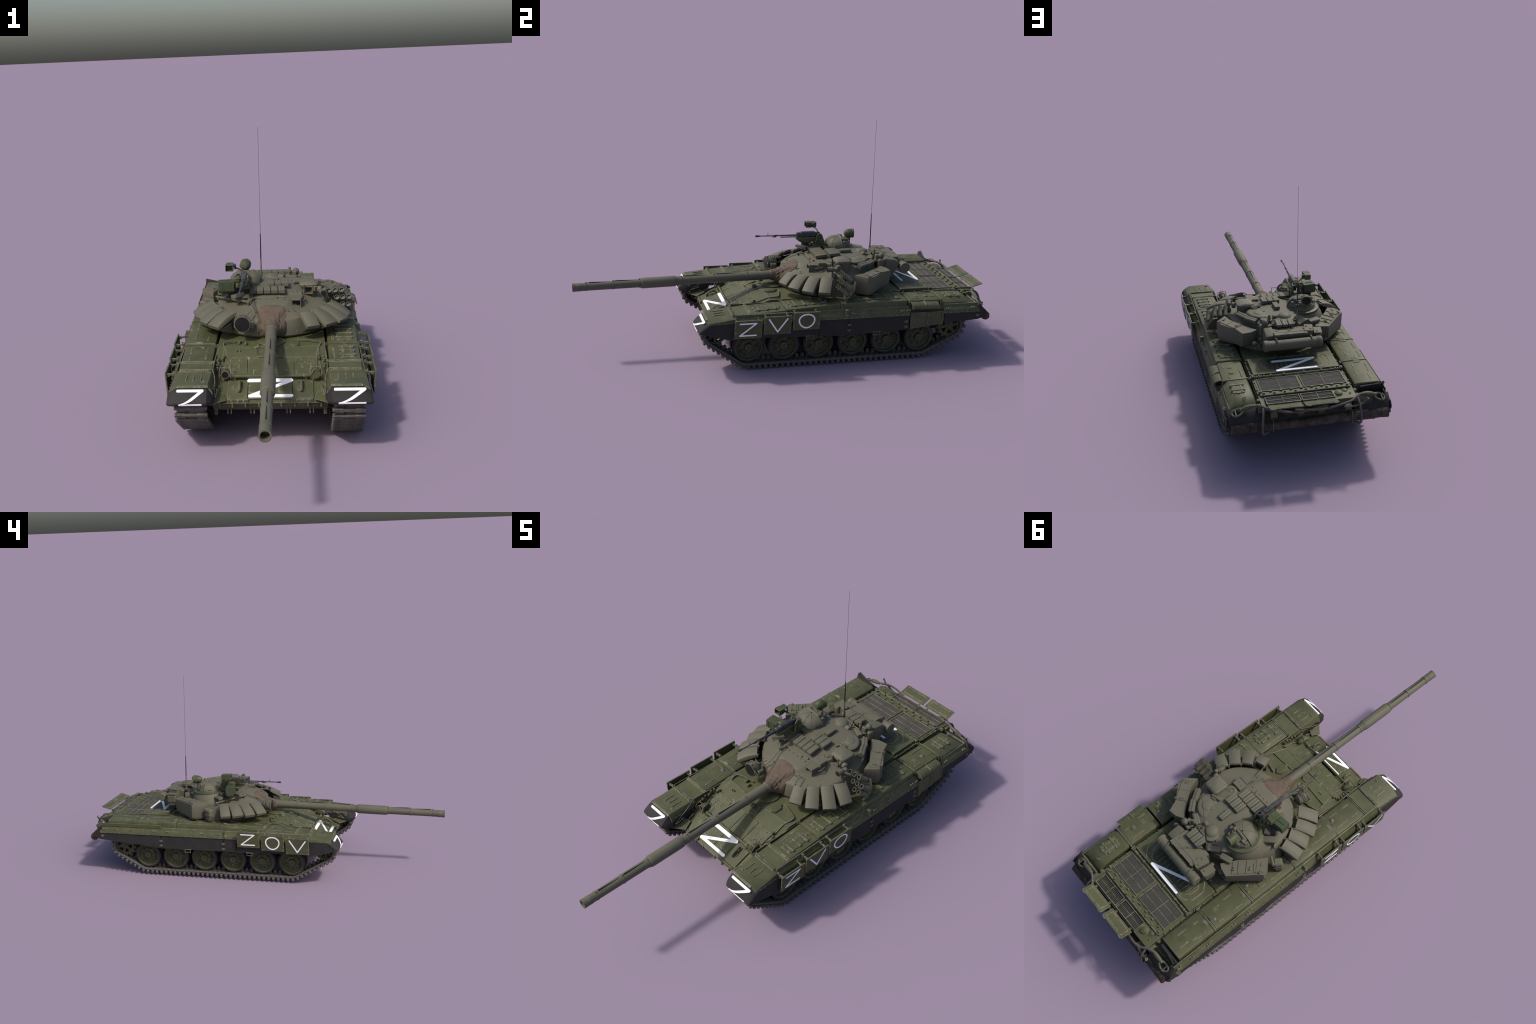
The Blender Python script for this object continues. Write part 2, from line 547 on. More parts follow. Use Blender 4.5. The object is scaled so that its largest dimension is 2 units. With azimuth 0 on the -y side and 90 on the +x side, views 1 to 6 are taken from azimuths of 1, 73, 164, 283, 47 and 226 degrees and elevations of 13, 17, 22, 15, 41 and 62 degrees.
# tow hooks
for s in (-1, 1):
    t = Part("tow_hook", [GREEN, GREEN_DARK], hull_ob)
    t.lathe(gl(.112 * s, -.326, .003), GN, [(.016, 0), (.016, .002), (.012, .005), (0, .005)], 20)
    pts = [gl(.112 * s, -.338, .004), gl(.112 * s, -.34, .012), gl(.112 * s, -.328, .020), gl(.112 * s, -.305, .018), gl(.112 * s, -.298, .010)]
    t.tube(spline(pts, 5), [.0058] * 20 + [.004], 10)
    t.box(gl(.112 * s, -.296, .008), (.018, .006, .008), .001, GR)
    t.build()

# lower nose: plough brackets and dozer blade hardware
nose = Part("nose_bracket", [GREEN, GREEN_DARK], hull_ob)
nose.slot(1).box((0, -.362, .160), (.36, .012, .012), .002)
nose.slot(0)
for s in (-1, 1):
    for x in (.04, .088, .135, .182):
        nose.box((x * s, -.380, .166), (.006, .014, .018), .0015)
    for x in (.045, .128):
        for dx in (-.006, .006):
            nose.box(((x + .02) * s + dx, -.350, .134), (.004, .020, .024), .001)
    nose.box((.197 * s, -.35, .136), (.012, .024, .034), .002)
    for k in range(3):
        for dz in (0, .008):
            nose.bolt(V((.085 * s + .022 * k * s + .01 * s, -.383, .1735 + dz)), (0, -1, .4), .0024, .002)
    nose.box((.115 * s, -.379, .178), (.075, .008, .016), .001)
    # little deflector plate between nose and mudguard
    nose.slab((.158 * s, -.386, .185), (.212 * s, -.43, .186), (.214 * s, -.36, .203), (.172 * s, -.345, .2), .003)
for x in (-.15, -.07, .0, .07, .15):
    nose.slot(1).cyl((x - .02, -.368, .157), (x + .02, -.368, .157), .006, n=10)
nose.build()

# ================================================================ FENDERS
def xz_sec(y, pts, s):
    return [(x * s, y, z) for x, z in pts]

def flap_prof(k):
    """front mudguard rubber in the side plane, k 0..1 from green lip to lower edge"""
    pts = [(-.424, .252), (-.437, .243), (-.455, .2285), (-.468, .2135), (-.4715, .205), (-.467, .196)]
    f = k * (len(pts) - 1)
    i = min(int(f), len(pts) - 2)
    q = spline([(0, y, z) for y, z in pts], 8)
    j = min(int(k * (len(q) - 1)), len(q) - 2)
    t = k * (len(q) - 1) - j
    p = q[j].lerp(q[j + 1], t)
    d = (q[j + 1] - q[j]).normalized()
    return p, V((0, d.z, -d.y)) if d.z * 0 == 0 else None

for s in (-1, 1):
    fe = Part("fender", [GREEN, RUBBER], hull_ob)
    # long flat plate with turned-down edge
    fe.box((.272 * s, .295, .2525), (.136, 1.18, .006), .001)
    fe.prism([(.338 * s, -.295, .262), (.345 * s, -.295, .258), (.345 * s, -.295, .236), (.340 * s, -.295, .236)], (0, 1.17, 0))
    fe.box((.208 * s, .295, .262), (.004, 1.18, .03), .001)
    # sloped section ahead of the boxes
    sec = [(.203, .250), (.208, .266), (.216, .2735), (.332, .2735), (.343, .266), (.345, .250)]
    sec2 = [(.203, .232), (.205, .255), (.216, .266), (.332, .266), (.345, .256), (.347, .242)]
    fe.loft([xz_sec(-.222, sec, s), xz_sec(-.299, sec2, s)])
    fe.box((.272 * s, -.226, .2745), (.128, .004, .006), .001)
    fe.box((.272 * s, -.234, .2735), (.128, .003, .006), .001)
    fe.build()

    fl = Part("front_mudguard", [GREEN, RUBBER], hull_ob)
    a = [(.200, .222), (.203, .251), (.214, .2655), (.330, .2655), (.346, .256), (.350, .240)]
    b = [(.200, .222), (.203, .234), (.219, .256), (.323, .256), (.350, .241), (.355, .232)]
    fl.loft([xz_sec(-.303, a, s), xz_sec(-.424, b, s)])
    # hinge rod and stamped ribs
    fl.cyl((.222 * s, -.301, .269), (.328 * s, -.301, .269), .003, n=8)
    fl.box((.275 * s, -.309, .267), (.112, .006, .006), .001)
    for k in range(14):
        fl.box(((.226 + .0075 * k) * s, -.3015, .270), (.004, .007, .007), .001)
    for x in (.245, .272, .298):
        fl.box((x * s, -.362, .2625), (.0035, .05, .004), .0012, Matrix.Rotation(radians(4.4), 3, 'X'))
    fl.box((.236 * s, -.395, .260), (.012, .004, .006), .001)
    # wire stay on the inner side
    fl.tube(spline([(.222 * s, -.30, .272), (.208 * s, -.305, .268), (.198 * s, -.35, .245), (.196 * s, -.40, .215), (.192 * s, -.408, .208), (.189 * s, -.37, .222)], 5), .0014, 6)
    # bolted lip
    fl.slab((.216 * s, -.4235, .2545), (.326 * s, -.4235, .2545), (.326 * s, -.430, .2495), (.216 * s, -.430, .2495), .0018 * -s)
    for k in range(6):
        fl.bolt(((.226 + .0195 * k) * s, -.4275, .2523), (0, -.6, .8), .0018, .0015)
    # rubber: front curtain, angled corner, side
    cols = [(.199, .050, .026, 0), (.203, .024, .018, 0), (.220, .003, .001, 0), (.27, 0, 0, 0), (.325, .001, 0, 0), (.345, .004, .012, 0), (.3545, .010, .016, 0), (.358, .022, .018, 0)]
    secs = []
    for x, back, dz, _ in cols:
        ring_o, ring_i = [], []
        for k in range(11):
            t = k / 10
            p, nn = flap_prof(t)
            bk = back * (.6 + .4 * t)
            q = V(((x + (.005 * t if x > .34 else 0)) * s, p.y + bk, p.z - dz * (1 - t)))
            ring_o.append(q)
            ring_i.append(q + V((0, .006, .001)))
        secs.append(ring_o + ring_i[::-1])
    fl.slot(1).loft(secs)
    side = [(-.30, .240), (-.418, .238), (-.436, .222), (-.450, .204), (-.444, .195), (-.41, .1825), (-.36, .171), (-.31, .160), (-.300, .160)]
    fl.prism([((.352 + .06 * (.24 - z)) * s, y, z) for y, z in side], (.004 * s, 0, 0))
    side = [(-.31, .238), (-.400, .236), (-.42, .21), (-.41, .190), (-.38, .182), (-.33, .19)]
    fl.prism([(.199 * s, y, z) for y, z in side], (.004 * s, 0, 0))
    fl.slot(0)
    for k in range(4):
        fl.bolt((.3545 * s, -.32 - .027 * k, .241), (s, 0, .2), .0018, .0015)
        fl.bolt((.1995 * s, -.33 - .024 * k, .238), (-s, 0, .2), .0018, .0015)
    for z in (.186, .214):
        fl.box((.3545 * s, -.322, z), (.003, .014, .009), .001)
    fl.build()

# painted Z on the two front mudguards (curved surface)
def flap_surf(u, v):
    # v = arc position 0..1
    p, nn = flap_prof(min(max(v, 0), 1))
    d = flap_prof(min(max(v, 0) + .02, 1))[0] - flap_prof(max(min(v, 1) - .02, 0))[0]
    d.normalize()
    n = V((0, d.z, -d.y))
    if n.y > 0:
        n = -n
    return V((u, p.y, p.z)), n
ARC = .076
def flap_surf_m(u, w):
    return flap_surf(u, w / ARC)
for pts in (((.229, .0165), (.333, .0165), (.243, .0625), (.331, .0615)), ((-.322, .0165), (-.234, .0165), (-.313, .064), (-.239, .064))):
    z = Part("painted_letter_z", WHITE, hull_ob)
    stroke(z, pts, .0080, flap_surf_m, .0016, 14)
    z.build()

# Z on the glacis
z = Part("painted_letter_z", WHITE, hull_ob)
gs = lambda u, w: (gl(u, -.172 - w * cos(SL), .0055), GN)
yy = lambda y: (-.172 - y) / cos(SL)
stroke(z, ((-.078, yy(-.289)), (.076, yy(-.289)), (-.072, yy(-.362)), (.076, yy(-.362))), .0140, gs, .0016, 4)
for a_, b_ in ((-.082, .080),):
    stroke(z, ((a_ + .006, yy(-.2845)), (b_ - .006, yy(-.2845))), .012, gs, .0014, 4)
z.build()

# stowage boxes along both fenders
def box_sec(y, top, s, base=.254, out=.337, inn=.216):
    P = [(inn, base), (inn, top - .012), (inn + .003, top - .004), (inn + .010, top), (out - .012, top), (out - .004, top - .003),
         (out - .001, top - .010), (out, top - .024), (out, base)]
    return [(x * s, y, z) for x, z in P]

def stow_box(name, s, y0, y1, t0, t1, **kw):
    b = Part(name, [GREEN, GREEN_DARK, FITTING], hull_ob)
    e = .003
    sec = lambda y, t, sh: [(x + (-sh * s if abs(x) > .3 else sh * s if abs(x) < .23 else 0), y, z - (sh if z > .26 else 0)) for x, _, z in box_sec(y, t, s, **kw)]
    b.loft([sec(y0, t0, e), sec(y0 + e, t0, 0), sec(y1 - e, t1, 0), sec(y1, t1, e)])
    return b

def rib(b, x, y0, y1, z0, z1, w=.006, h=.002):
    L = math.hypot(y1 - y0, z1 - z0)
    b.box((x, (y0 + y1) / 2, (z0 + z1) / 2 + h * .3), (w, L, h * 1.5), .001, Matrix.Rotation(atan2(z1 - z0, y1 - y0), 3, 'X'))

def strap(s, y, z, base=.254):
    b = Part("box_strap", [GREEN, FITTING], hull_ob)
    b.loft([[(x, yy_, zz) for x, _, zz in box_sec(y, z + .0022, s, base, .3385, .2145)] for yy_ in (y - .004, y + .004)])
    b.slot(1)
    for k in (-.006, .0, .006):
        b.cyl((.211 * s, y + k - .003, z - .004), (.211 * s, y + k + .003, z - .004), .0035, n=8)
    b.build()

# right-hand side (-x)
spans = ((-.228, -.064, .274, .283), (-.056, .194, .290, .303), (.203, .444, .305, .3065), (.453, .649, .3065, .3065), (.658, .853, .3065, .3055))
for i, (y0, y1, t0, t1) in enumerate(spans):
    b = stow_box("stowage_box", -1, y0, y1, t0, t1)
    zt = lambda y: t0 + (t1 - t0) * (y - y0) / (y1 - y0)
    if i == 0:
        for x, a, c in ((-.245, .10, .14), (-.245, .03, .075), (-.305, .085, .15), (-.305, .02, .06)):
            rib(b, x, y0 + a, y0 + c, zt(y0 + a), zt(y0 + c))
    elif i == 1:
        for x, a, c in ((-.25, .03, .07), (-.30, .03, .13), (-.25, .15, .21), (-.30, .16, .23)):
            rib(b, x, y0 + a, y0 + c, zt(y0 + a), zt(y0 + c))
    elif i == 2:
        for x, a, c in ((-.31, .05, .12), (-.31, .15, .2), (-.26, .16, .22)):
            rib(b, x, y0 + a, y0 + c, zt(y0 + a), zt(y0 + c))
    elif i == 3:
        for x, a, c in ((-.25, .05, .09), (-.315, .04, .09), (-.315, .115, .17), (-.255, .12, .15)):
            rib(b, x, y0 + a, y0 + c, zt(y0 + a), zt(y0 + c))
    else:
        for x, a, c in ((-.25, .09, .135), (-.315, .035, .08), (-.255, .03, .055), (-.30, .12, .165), (-.31, .08, .10)):
            rib(b, x, y0 + a, y0 + c, zt(y0 + a), zt(y0 + c))
    # filler caps and lifting slots near the joints
    if i > 0:
        b.box((-.282, y0 + .011, zt(y0) + .001), (.030, .014, .003), .001)
        b.slot(2).box((-.282, y0 + .010, zt(y0) + .002), (.018, .006, .003), .0008).slot(0)
    if i < 4:
        b.box((-.282, y1 - .010, zt(y1) + .001), (.026, .012, .003), .001)
        b.slot(2).lathe((-.262 - .03 * (i % 2), y1 - .02, zt(y1)), (0, 0, 1), [(.010, 0), (.009, .002), (.005, .004), (0, .005)], 14).slot(0)
    b.build()
for y, zt in ((-.060, .287), (.1985, .305), (.4485, .307), (.6535, .307)):
    strap(-1, y, zt)

# left-hand side (+x): racks with clamped stores, then exhaust and oil tank
def rack(b, xa, xb, ya, yb, za, zb, bars):
    zz = lambda y: za + (zb - za) * (y - ya) / (yb - ya)
    sl = Matrix.Rotation(atan2(zb - za, yb - ya), 3, 'X')
    zm = zz((ya + yb) / 2)
    b.box(((xa + xb) / 2, (ya + yb) / 2, zm + .0015), (xb - xa, yb - ya, .005), .0015, sl)
    for k in range(bars):
        y = ya + (yb - ya) * (k + .5 + .5 * (bars == 1)) / max(bars, 1) if bars > 1 else (ya + yb) / 2
        b.box(((xa + xb) / 2, y, zz(y) + .0055), (xb - xa + .012, .004, .004), .001)
        for x in (xa - .002, xb + .002):
            b.slot(2).box((x, y, zz(y) + .005), (.007, .010, .007), .0015).slot(0)
    for x in (xa + .010, xb - .010):
        for y0, y1 in ((ya + .006, ya + .026), (yb - .026, yb - .006), ((ya + yb) / 2 - .018, (ya + yb) / 2 + .018)):
            rib(b, x, y0, y1, zz(y0) + .004, zz(y1) + .004, .005, .0018)
    for y in (ya, yb):
        b.slot(2).box(((xa + xb) / 2, y, zz(y) + .003), (.008, .008, .006), .001).slot(0)

spansL = ((-.239, -.063, .274, .284), (-.054, .198, .288, .302), (.207, .530, .303, .302))
for i, (y0, y1, t0, t1) in enumerate(spansL):
    b = stow_box("stowage_box", 1, y0, y1, t0, t1)
    zt = lambda y: t0 + (t1 - t0) * (y - y0) / (y1 - y0)
    if i == 0:
        rack(b, .262, .312, -.205, -.085, zt(-.205), zt(-.085), 3)
        rib(b, .238, -.21, -.10, zt(-.21), zt(-.10), .003)
        b.box((.30, -.225, zt(-.225)), (.02, .008, .003), .001)
    elif i == 1:
        rack(b, .255, .312, -.035, .14, zt(-.035), zt(.14), 4)
        rib(b, .236, -.03, .10, zt(-.03), zt(.10), .003)
        rib(b, .243, -.03, .08, zt(-.03), zt(.08), .003)
    else:
        rack(b, .245, .312, .27, .505, zt(.27), zt(.505), 5)
        rib(b, .232, .26, .42, zt(.26), zt(.42), .003)
        rib(b, .325, .36, .39, zt(.37), zt(.39), .006)
    b.build()
for y, zt in ((-.0585, .287), (.2025, .303)):
    strap(1, y, zt)
b = stow_box("engine_oil_tank", 1, .538, .694, .300, .298, inn=.222, out=.335)
rib(b, .312, .56, .595, .300, .300, .004)
rib(b, .245, .61, .68, .300, .300, .004)
rib(b, .30, .655, .685, .299, .299, .004)
for y in (.62, .57):
    b.box((.285, y + .02, .3005), (.020, .018, .003), .001)
    b.slot(2).box((.285, y + .02, .3015), (.012, .010, .003), .001).slot(0)
b.build()
strap(1, .699, .299)
b = Part("stowage_box", [GREEN, GREEN_DARK, FITTING], hull_ob)
b.loft([[(.224, .706, .254), (.224, .706, .290), (.232, .706, .2985), (.312, .706, .2985), (.336, .706, .282), (.338, .706, .254)],
        [(.224, .835, .254), (.224, .835, .288), (.232, .835, .2965), (.310, .835, .2965), (.336, .835, .280), (.338, .835, .254)],
        [(.222, .880, .254), (.222, .880, .262), (.232, .872, .270), (.312, .872, .270), (.336, .878, .264), (.338, .880, .254)]])
rack(b, .258, .308, .735, .815, .2985, .297, 2)
b.tube(spline([(.262, .845, .292), (.262, .852, .299), (.275, .856, .297), (.275, .862, .284)], 4), .0022, 6)
b.build()

# exhaust hood on the left
ex = Part("exhaust_cowl", [GREEN, RUST, BLACK], hull_ob)
arc = [(.331, .292), (.347, .292), (.360, .289), (.369, .282), (.373, .272)]
ex.loft([[(x, .545 + .0 * x, z) for x, z in arc] + [(x - .004, .545, z - .005) for x, z in reversed(arc)],
         [(x, .678, z - .003) for x, z in arc] + [(x - .004, .678, z - .008) for x, z in reversed(arc)]])
ex.slot(1).prism([(.333, .552, .288), (.352, .552, .286), (.362, .552, .272), (.356, .552, .258), (.333, .552, .255)], (0, .004, 0))
ex.slot(2).box((.350, .615, .268), (.024, .11, .022), .003)
ex.slot(0).box((.3505, .612, .287), (.034, .006, .012), .001, Matrix.Rotation(radians(18), 3, 'Y'))
for y in (.56, .60, .63, .665):
    for x, zz in ((.345, .2925), (.360, .287)):
        ex.bolt((x, y, zz - .002), (.3, 0, 1), .0018, .0018)
ex.build()

# skirts: green edge strips, rubber sheets, hinges, handles
for s in (-1, 1):
    sk = Part("side_skirt", [RUBBER, GREEN, FITTING], hull_ob)
    if s > 0:
        cuts = [(-.303, .090, .170, .158), (.094, .236, .156, .154), (.239, .535, .153, .165), (.714, .893, .186, .197)]
    else:
        cuts = [(-.303, .090, .170, .162), (.094, .166, .162, .162), (.169, .528, .163, .160), (.532, .893, .161, .197)]
    for y0, y1, za, zb in cuts:
        n = 8
        top, bot = [], []
        for k in range(n + 1):
            y = y0 + (y1 - y0) * k / n
            wob = .0012 * sin(y * 37 + s)
            top.append(V(((.357 + wob * .3) * s, y, .244)))
            bot.append(V(((.3625 + wob * 1.6) * s, y, za + (zb - za) * k / n + .001 * sin(y * 60))))
        for k in range(n):
            sk.add([top[k], top[k + 1], bot[k + 1], bot[k], top[k] + V((-.004 * s, 0, 0)), top[k + 1] + V((-.004 * s, 0, 0)),
                    bot[k + 1] + V((-.004 * s, 0, 0)), bot[k] + V((-.004 * s, 0, 0))],
                   [(0, 1, 2, 3), (7, 6, 5, 4), (0, 4, 5, 1), (3, 2, 6, 7)] + ([(0, 3, 7, 4)] if k == 0 else []) + ([(1, 5, 6, 2)] if k == n - 1 else []))
    if s > 0:
        sk.slot(1).slab((.360, .540, .246), (.360, .708, .246), (.365, .708, .184), (.365, .540, .168), .004)
        for k in range(7):
            sk.bolt((.363, .55 + .025 * k, .240), (1, 0, 0), .0018, .0015)
            sk.bolt((.368, .55 + .025 * k, .178 + .0025 * k), (1, 0, 0), .0018, .0015)
        for k in (0, .082, .157):
            sk.slot(1).box((.3655, .545 + k, .212), (.002, .004, .05), .0006)
    # bulged green edge strip over the rubber
    sk.slot(1)
    pr = [(.338, .275), (.342, .273), (.346, .262), (.354, .254), (.360, .246), (.362, .235), (.358, .233), (.350, .236), (.338, .255)]
    ends = [(-.30, .535), (.712, .893)] if s > 0 else [(-.30, .893)]
    for y0, y1 in ends:
        sk.loft([[(x * s, y0, z) for x, z in pr], [(x * s, y1, z) for x, z in pr]])
        k = int((y1 - y0) / .028)
        for i in range(k + 1):
            y = y0 + .006 + (y1 - y0 - .012) * i / k
            sk.bolt((.3615 * s, y, .239), (s, 0, 0), .0018, .0015)
            if i % 2:
                sk.bolt((.348 * s, y, .2605), (s, 0, .4), .0016, .0013)
    if s < 0:
        sk.box((-.3455, .71, .281), (.003, .36, .018), .001)
    # toggles on the strip
    for y in ((.26, .35, .50, .53, .73, .86) if s > 0 else (.20, .29, .49, .57, .71, .80, .87)):
        if s > 0 and .535 < y < .712:
            continue
        sk.slot(2)
        for d in (-.006, .006):
            sk.box((.354 * s, y + d, .257), (.009, .004, .008), .001)
        sk.slot(1).cyl((.357 * s, y - .010, .257), (.357 * s, y + .010, .257), .0018, n=6)
    # pairs of hinge plates on the rubber joints
    for y in ((.2375, .520, .885) if s > 0 else (.1675, .530, .880)):
        for z in ((.205, .178) if y < .7 else (.217,)):
            for d in (-1, 1):
                sk.slot(1).prism([(.361 * s, y + d * .001, z - .006), (.361 * s, y + d * .009, z - .003), (.361 * s, y + d * .009, z + .003), (.361 * s, y + d * .001, z + .006)], (.0025 * s, 0, 0))
                sk.bolt((.3635 * s, y + d * .006, z), (s, 0, 0), .0012, .001)
            sk.cyl((.3625 * s, y, z - .007), (.3625 * s, y, z + .007), .0018, n=8)
    # stirrup handles under the sheets
    for y in ((.05, .375) if s > 0 else (.02, .375)):
        z = .160
        sk.slot(1).tube([(.361 * s, y - .016, z), (.361 * s, y - .016, z - .014), (.361 * s, y + .016, z - .014), (.361 * s, y + .016, z)], .0018, 6)
        sk.box((.3625 * s, y, z + .002), (.004, .040, .004), .001)
    # bracket on the strip
    y = .225 if s > 0 else .158
    sk.box((.352 * s, y, .262), (.018, .012, .030), .0015)
    sk.box((.362 * s, y, .246), (.006, .008, .016), .001)
    sk.build()

# gill armour panels with letters
def strokes_letter(ch):
    if ch == 'Z':
        return [(.19, .17), (.78, .17), (.19, .83), (.78, .83)], False
    if ch == 'V':
        return [(.17, .15), (.50, .86), (.85, .15)], False
    return [(.5 + .29 * cos(t) - .02 * sin(2 * t), .50 + .385 * sin(t)) for t in [2 * pi * k / 22 for k in range(22)]], True
panels = {1: [((-.309, -.183), .262, .174, 'Z'), ((-.174, -.048), .275, .187, 'V'), ((-.038, .087), .287, .201, 'O')],
          -1: [((-.313, -.186), .264, .174, 'V'), ((-.177, -.051), .275, .186, 'O'), ((-.041, .084), .287, .199, 'Z')]}
for s, lst in panels.items():
    for (y0, y1), zt, zb, ch in lst:
        p = Part("armour_panel", [GREEN, FITTING, RUBBER], hull_ob)
        xt, xb = .384 * s, .3785 * s
        A, B, C, D = V((xt, y0, zt)), V((xt, y1, zt)), V((xb, y1, zb)), V((xb, y0, zb))
        nn = (V((s, 0, .06))).normalized()
        p.prism([A - nn * .005, B - nn * .005, C - nn * .005, D - nn * .005], nn * .005, .0008)
        for u in (.06, .35, .65, .94):
            for v in (.05, .95):
                p.bolt(A.lerp(B, u).lerp(D.lerp(C, u), v), nn, .0017, .0014)
        for v in (.3, .7):
            for u in (.03, .97):
                p.bolt(A.lerp(B, u).lerp(D.lerp(C, u), v), nn, .0017, .0014)
        # carrying arms to the fender edge
        for yy_ in (y0 + .012, y1 - .012):
            p.slot(0).box((.362 * s, yy_, zt - .010), (.032, .0065, .008), .001)
            p.box((.349 * s, yy_, zt - .008), (.012, .010, .012), .001)
            p.slot(1).bolt((.352 * s, yy_, zt - .001), (0, 0, 1), .003, .004).slot(0)
            p.slot(1).box((.372 * s, yy_, zt - .012), (.012, .009, .012), .001)
            p.slot(0)
        pob = p.build()
        L, H = (B - A).length, (A - D).length
        if s > 0:
            su = plane_surf(A, B - A, D - A)
            f = lambda u, v: (A + (B - A).normalized() * u + (D - A).normalized() * v, nn)
        else:
            f = lambda u, v: (B + (A - B).normalized() * u + (C - B).normalized() * v, nn)
        pts, closed = strokes_letter(ch)
        q = Part("painted_letter_" + ch.lower(), WHITE, pob)
        stroke(q, [(u * L, v * H) for u, v in pts], .0066, f, .0012, 4 if not closed else 1, closed)
        q.build()

# ================================================================ ENGINE DECK AND REAR
dk = Part("rear_deck_plate", [GREEN, GREEN_DARK], hull_ob)
dk.box((0, .468, .2935), (.404, .150, .012), .002)
dk.slot(1)
for k in range(7):
    dk.box((-.155, .506 + .0055 * k, .301), (.075, .003, .006), .0008)
dk.slot(0)
for x in (-.14, -.06, .06, .14):
    dk.lathe((x, .528, .298), (0, 0, 1), [(.007, 0), (.007, .005), (.004, .008), (0, .008)], 10)
dk.build()
ec = Part("engine_cover", [GREEN, GREEN_DARK], hull_ob)
ec.prism([(-.196, .547, .296), (.196, .547, .296), (.196, .690, .296), (-.196, .690, .296)], (0, 0, .011), .0015)
def octa(x, y0, y1, c, z):
    return [V(p) for p in ((-x, y0 + c, z), (-x + c, y0, z), (x - c, y0, z), (x, y0 + c, z), (x, y1 - c, z), (x - c, y1, z), (-x + c, y1, z), (-x, y1 - c, z))]
for x, y0, y1, r in ((.165, .556, .680, .0022), (.140, .565, .668, .0016)):
    ec.tube(octa(x, y0, y1, .032, .3072), r, 6, True)
ec.slot(1).prism(octa(.128, .57, .664, .02, .3062), (0, 0, .0022))
for k in range(12):
    x = -.118 + .0215 * k
    ec.slot(0).box((x, .617, .3085), (.0018, .078 if 1 < k < 10 else .06, .003), .0006)
ec.slot(0)
ec.build()
q = Part("painted_letter_z", WHITE, hull_ob)
stroke(q, ((-.088, .597), (.100, .597), (-.085, .681), (.092, .681)), .013, lambda u, v: (V((-u, v, .3098)), V((0, 0, 1))), .0014, 4)
q.build()
hinge = Part("torsion_rod", [GREEN, FITTING], hull_ob)
hinge.cyl((-.19, .702, .300), (.19, .702, .300), .0042, n=10)
for s in (-1, 1):
    for k, r in enumerate((.009, .007, .0085, .006, .0075)):
        hinge.cyl(((.199 - .011 * k) * s, .702, .300), ((.192 - .011 * k) * s, .702, .300), r, n=12, bev=.001)
    hinge.box((.203 * s, .701, .302), (.006, .02, .016), .001)
    for y in (.56, .62, .67, .74, .80, .83):
        hinge.slot(1).lathe((.2045 * s, y, .288), (0, 0, 1), [(.005, 0), (.005, .006), (.003, .009), (0, .0095)], 8).slot(0)
for x in (-.11, -.03, .06, .12):
    hinge.box((x, .702, .302), (.008, .012, .010), .001)
hinge.build()

def radiator(name, x0, x1, y0, y1, z, rows, ncol, frame_w=.004, well=False):
    """framed grille with fine slats across"""
    r = Part(name, [GREEN, GRILLE, BLACK], hull_ob)
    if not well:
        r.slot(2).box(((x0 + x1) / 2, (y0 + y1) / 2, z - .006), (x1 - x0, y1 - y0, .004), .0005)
    n = int((y1 - y0) / .0056)
    r.slot(1)
    for i in range(n):
        y = y0 + (y1 - y0) * (i + .5) / n
        r.box(((x0 + x1) / 2, y, z - (.0015 if well else .0022)), (x1 - x0, .0030 if well else .0040, .0022 if well else .005), .0005, Matrix.Rotation(radians(18), 3, 'X') if False else None)
    r.slot(0)
    for i in range(rows + 1):
        y = y0 + (y1 - y0) * i / rows
        w = frame_w if i in (0, rows) else .0022
        r.box(((x0 + x1) / 2, y, z), (x1 - x0 + frame_w, w, .006 if i in (0, rows) else .004), .0006)
    for i in range(ncol + 1):
        x = x0 + (x1 - x0) * i / ncol
        w = frame_w if i in (0, ncol) else .0026
        r.box((x, (y0 + y1) / 2, z), (w, y1 - y0 + frame_w, .0062 if i in (0, ncol) else .0045), .0006)
    r.build()
deck = Part("radiator_frame", GREEN, hull_ob)
deck.box((0, .768, .2915), (.40, .122, .008), .001)
deck.box((0, .843, .2935), (.396, .024, .010), .001)
deck.build()
radiator("radiator_grille", .0135, .188, .719, .821, .297, 3, 2)
radiator("radiator_grille", -.188, -.0005, .719, .821, .297, 3, 2)
radiator("fan_grille", .038, .184, .868, .920, .2925, 2, 2, well=True)
radiator("fan_grille", -.109, .030, .868, .920, .2925, 2, 2, well=True)
for x0, x1 in ((.045, .186), (-.109, .034)):
    f = Part("grille_flap", [GREEN, FITTING], hull_ob)
    xm, w = (x0 + x1) / 2, x1 - x0
    rot = Matrix.Rotation(radians(16), 3, 'X')
    c = V((xm, .962, .301))
    f.box(c, (w, .056, .005), .001, rot)
    for dx, dy, sx, sy in ((0, -.018, w * .78, .0025), (0, .018, w * .78, .0025), (-w * .39, 0, .0025, .036), (w * .39, 0, .0025, .036)):
        f.box(c + rot @ V((dx, dy, .003)), (sx, sy, .0018), .0006, rot)
    for dx in (-w * .4, w * .4):
        f.slot(1).box(c + rot @ V((dx, .028, -.001)), (.016, .006, .004), .001, rot)
        f.slot(0).box((xm + dx * .9, .928, .286), (.010, .016, .008), .001)
    f.build()
fan = Part("fan_cover", [GREEN, FITTING], hull_ob)
fan.loft([[(x, .858, .288), (x, .858, .292), (x, .89, .293 - dz), (x, .915, .286 - dz * 2), (x, .925, .27)] for x, dz in ((-.112, 0), (-.125, .001), (-.16, .004), (-.195, .012), (-.203, .02))])
fan.lathe((-.134, .886, .288), (0, .1, 1), [(.020, 0), (.017, .008), (.008, .012), (0, .013)], 18)
fan.lathe((-.165, .869, .288), (0, 0, 1), [(.013, 0), (.012, .005), (.006, .008), (0, .0085)], 16)
fan.tube(spline([(-.178, .895, .284), (-.184, .897, .292), (-.19, .895, .281)], 4), .0018, 6)
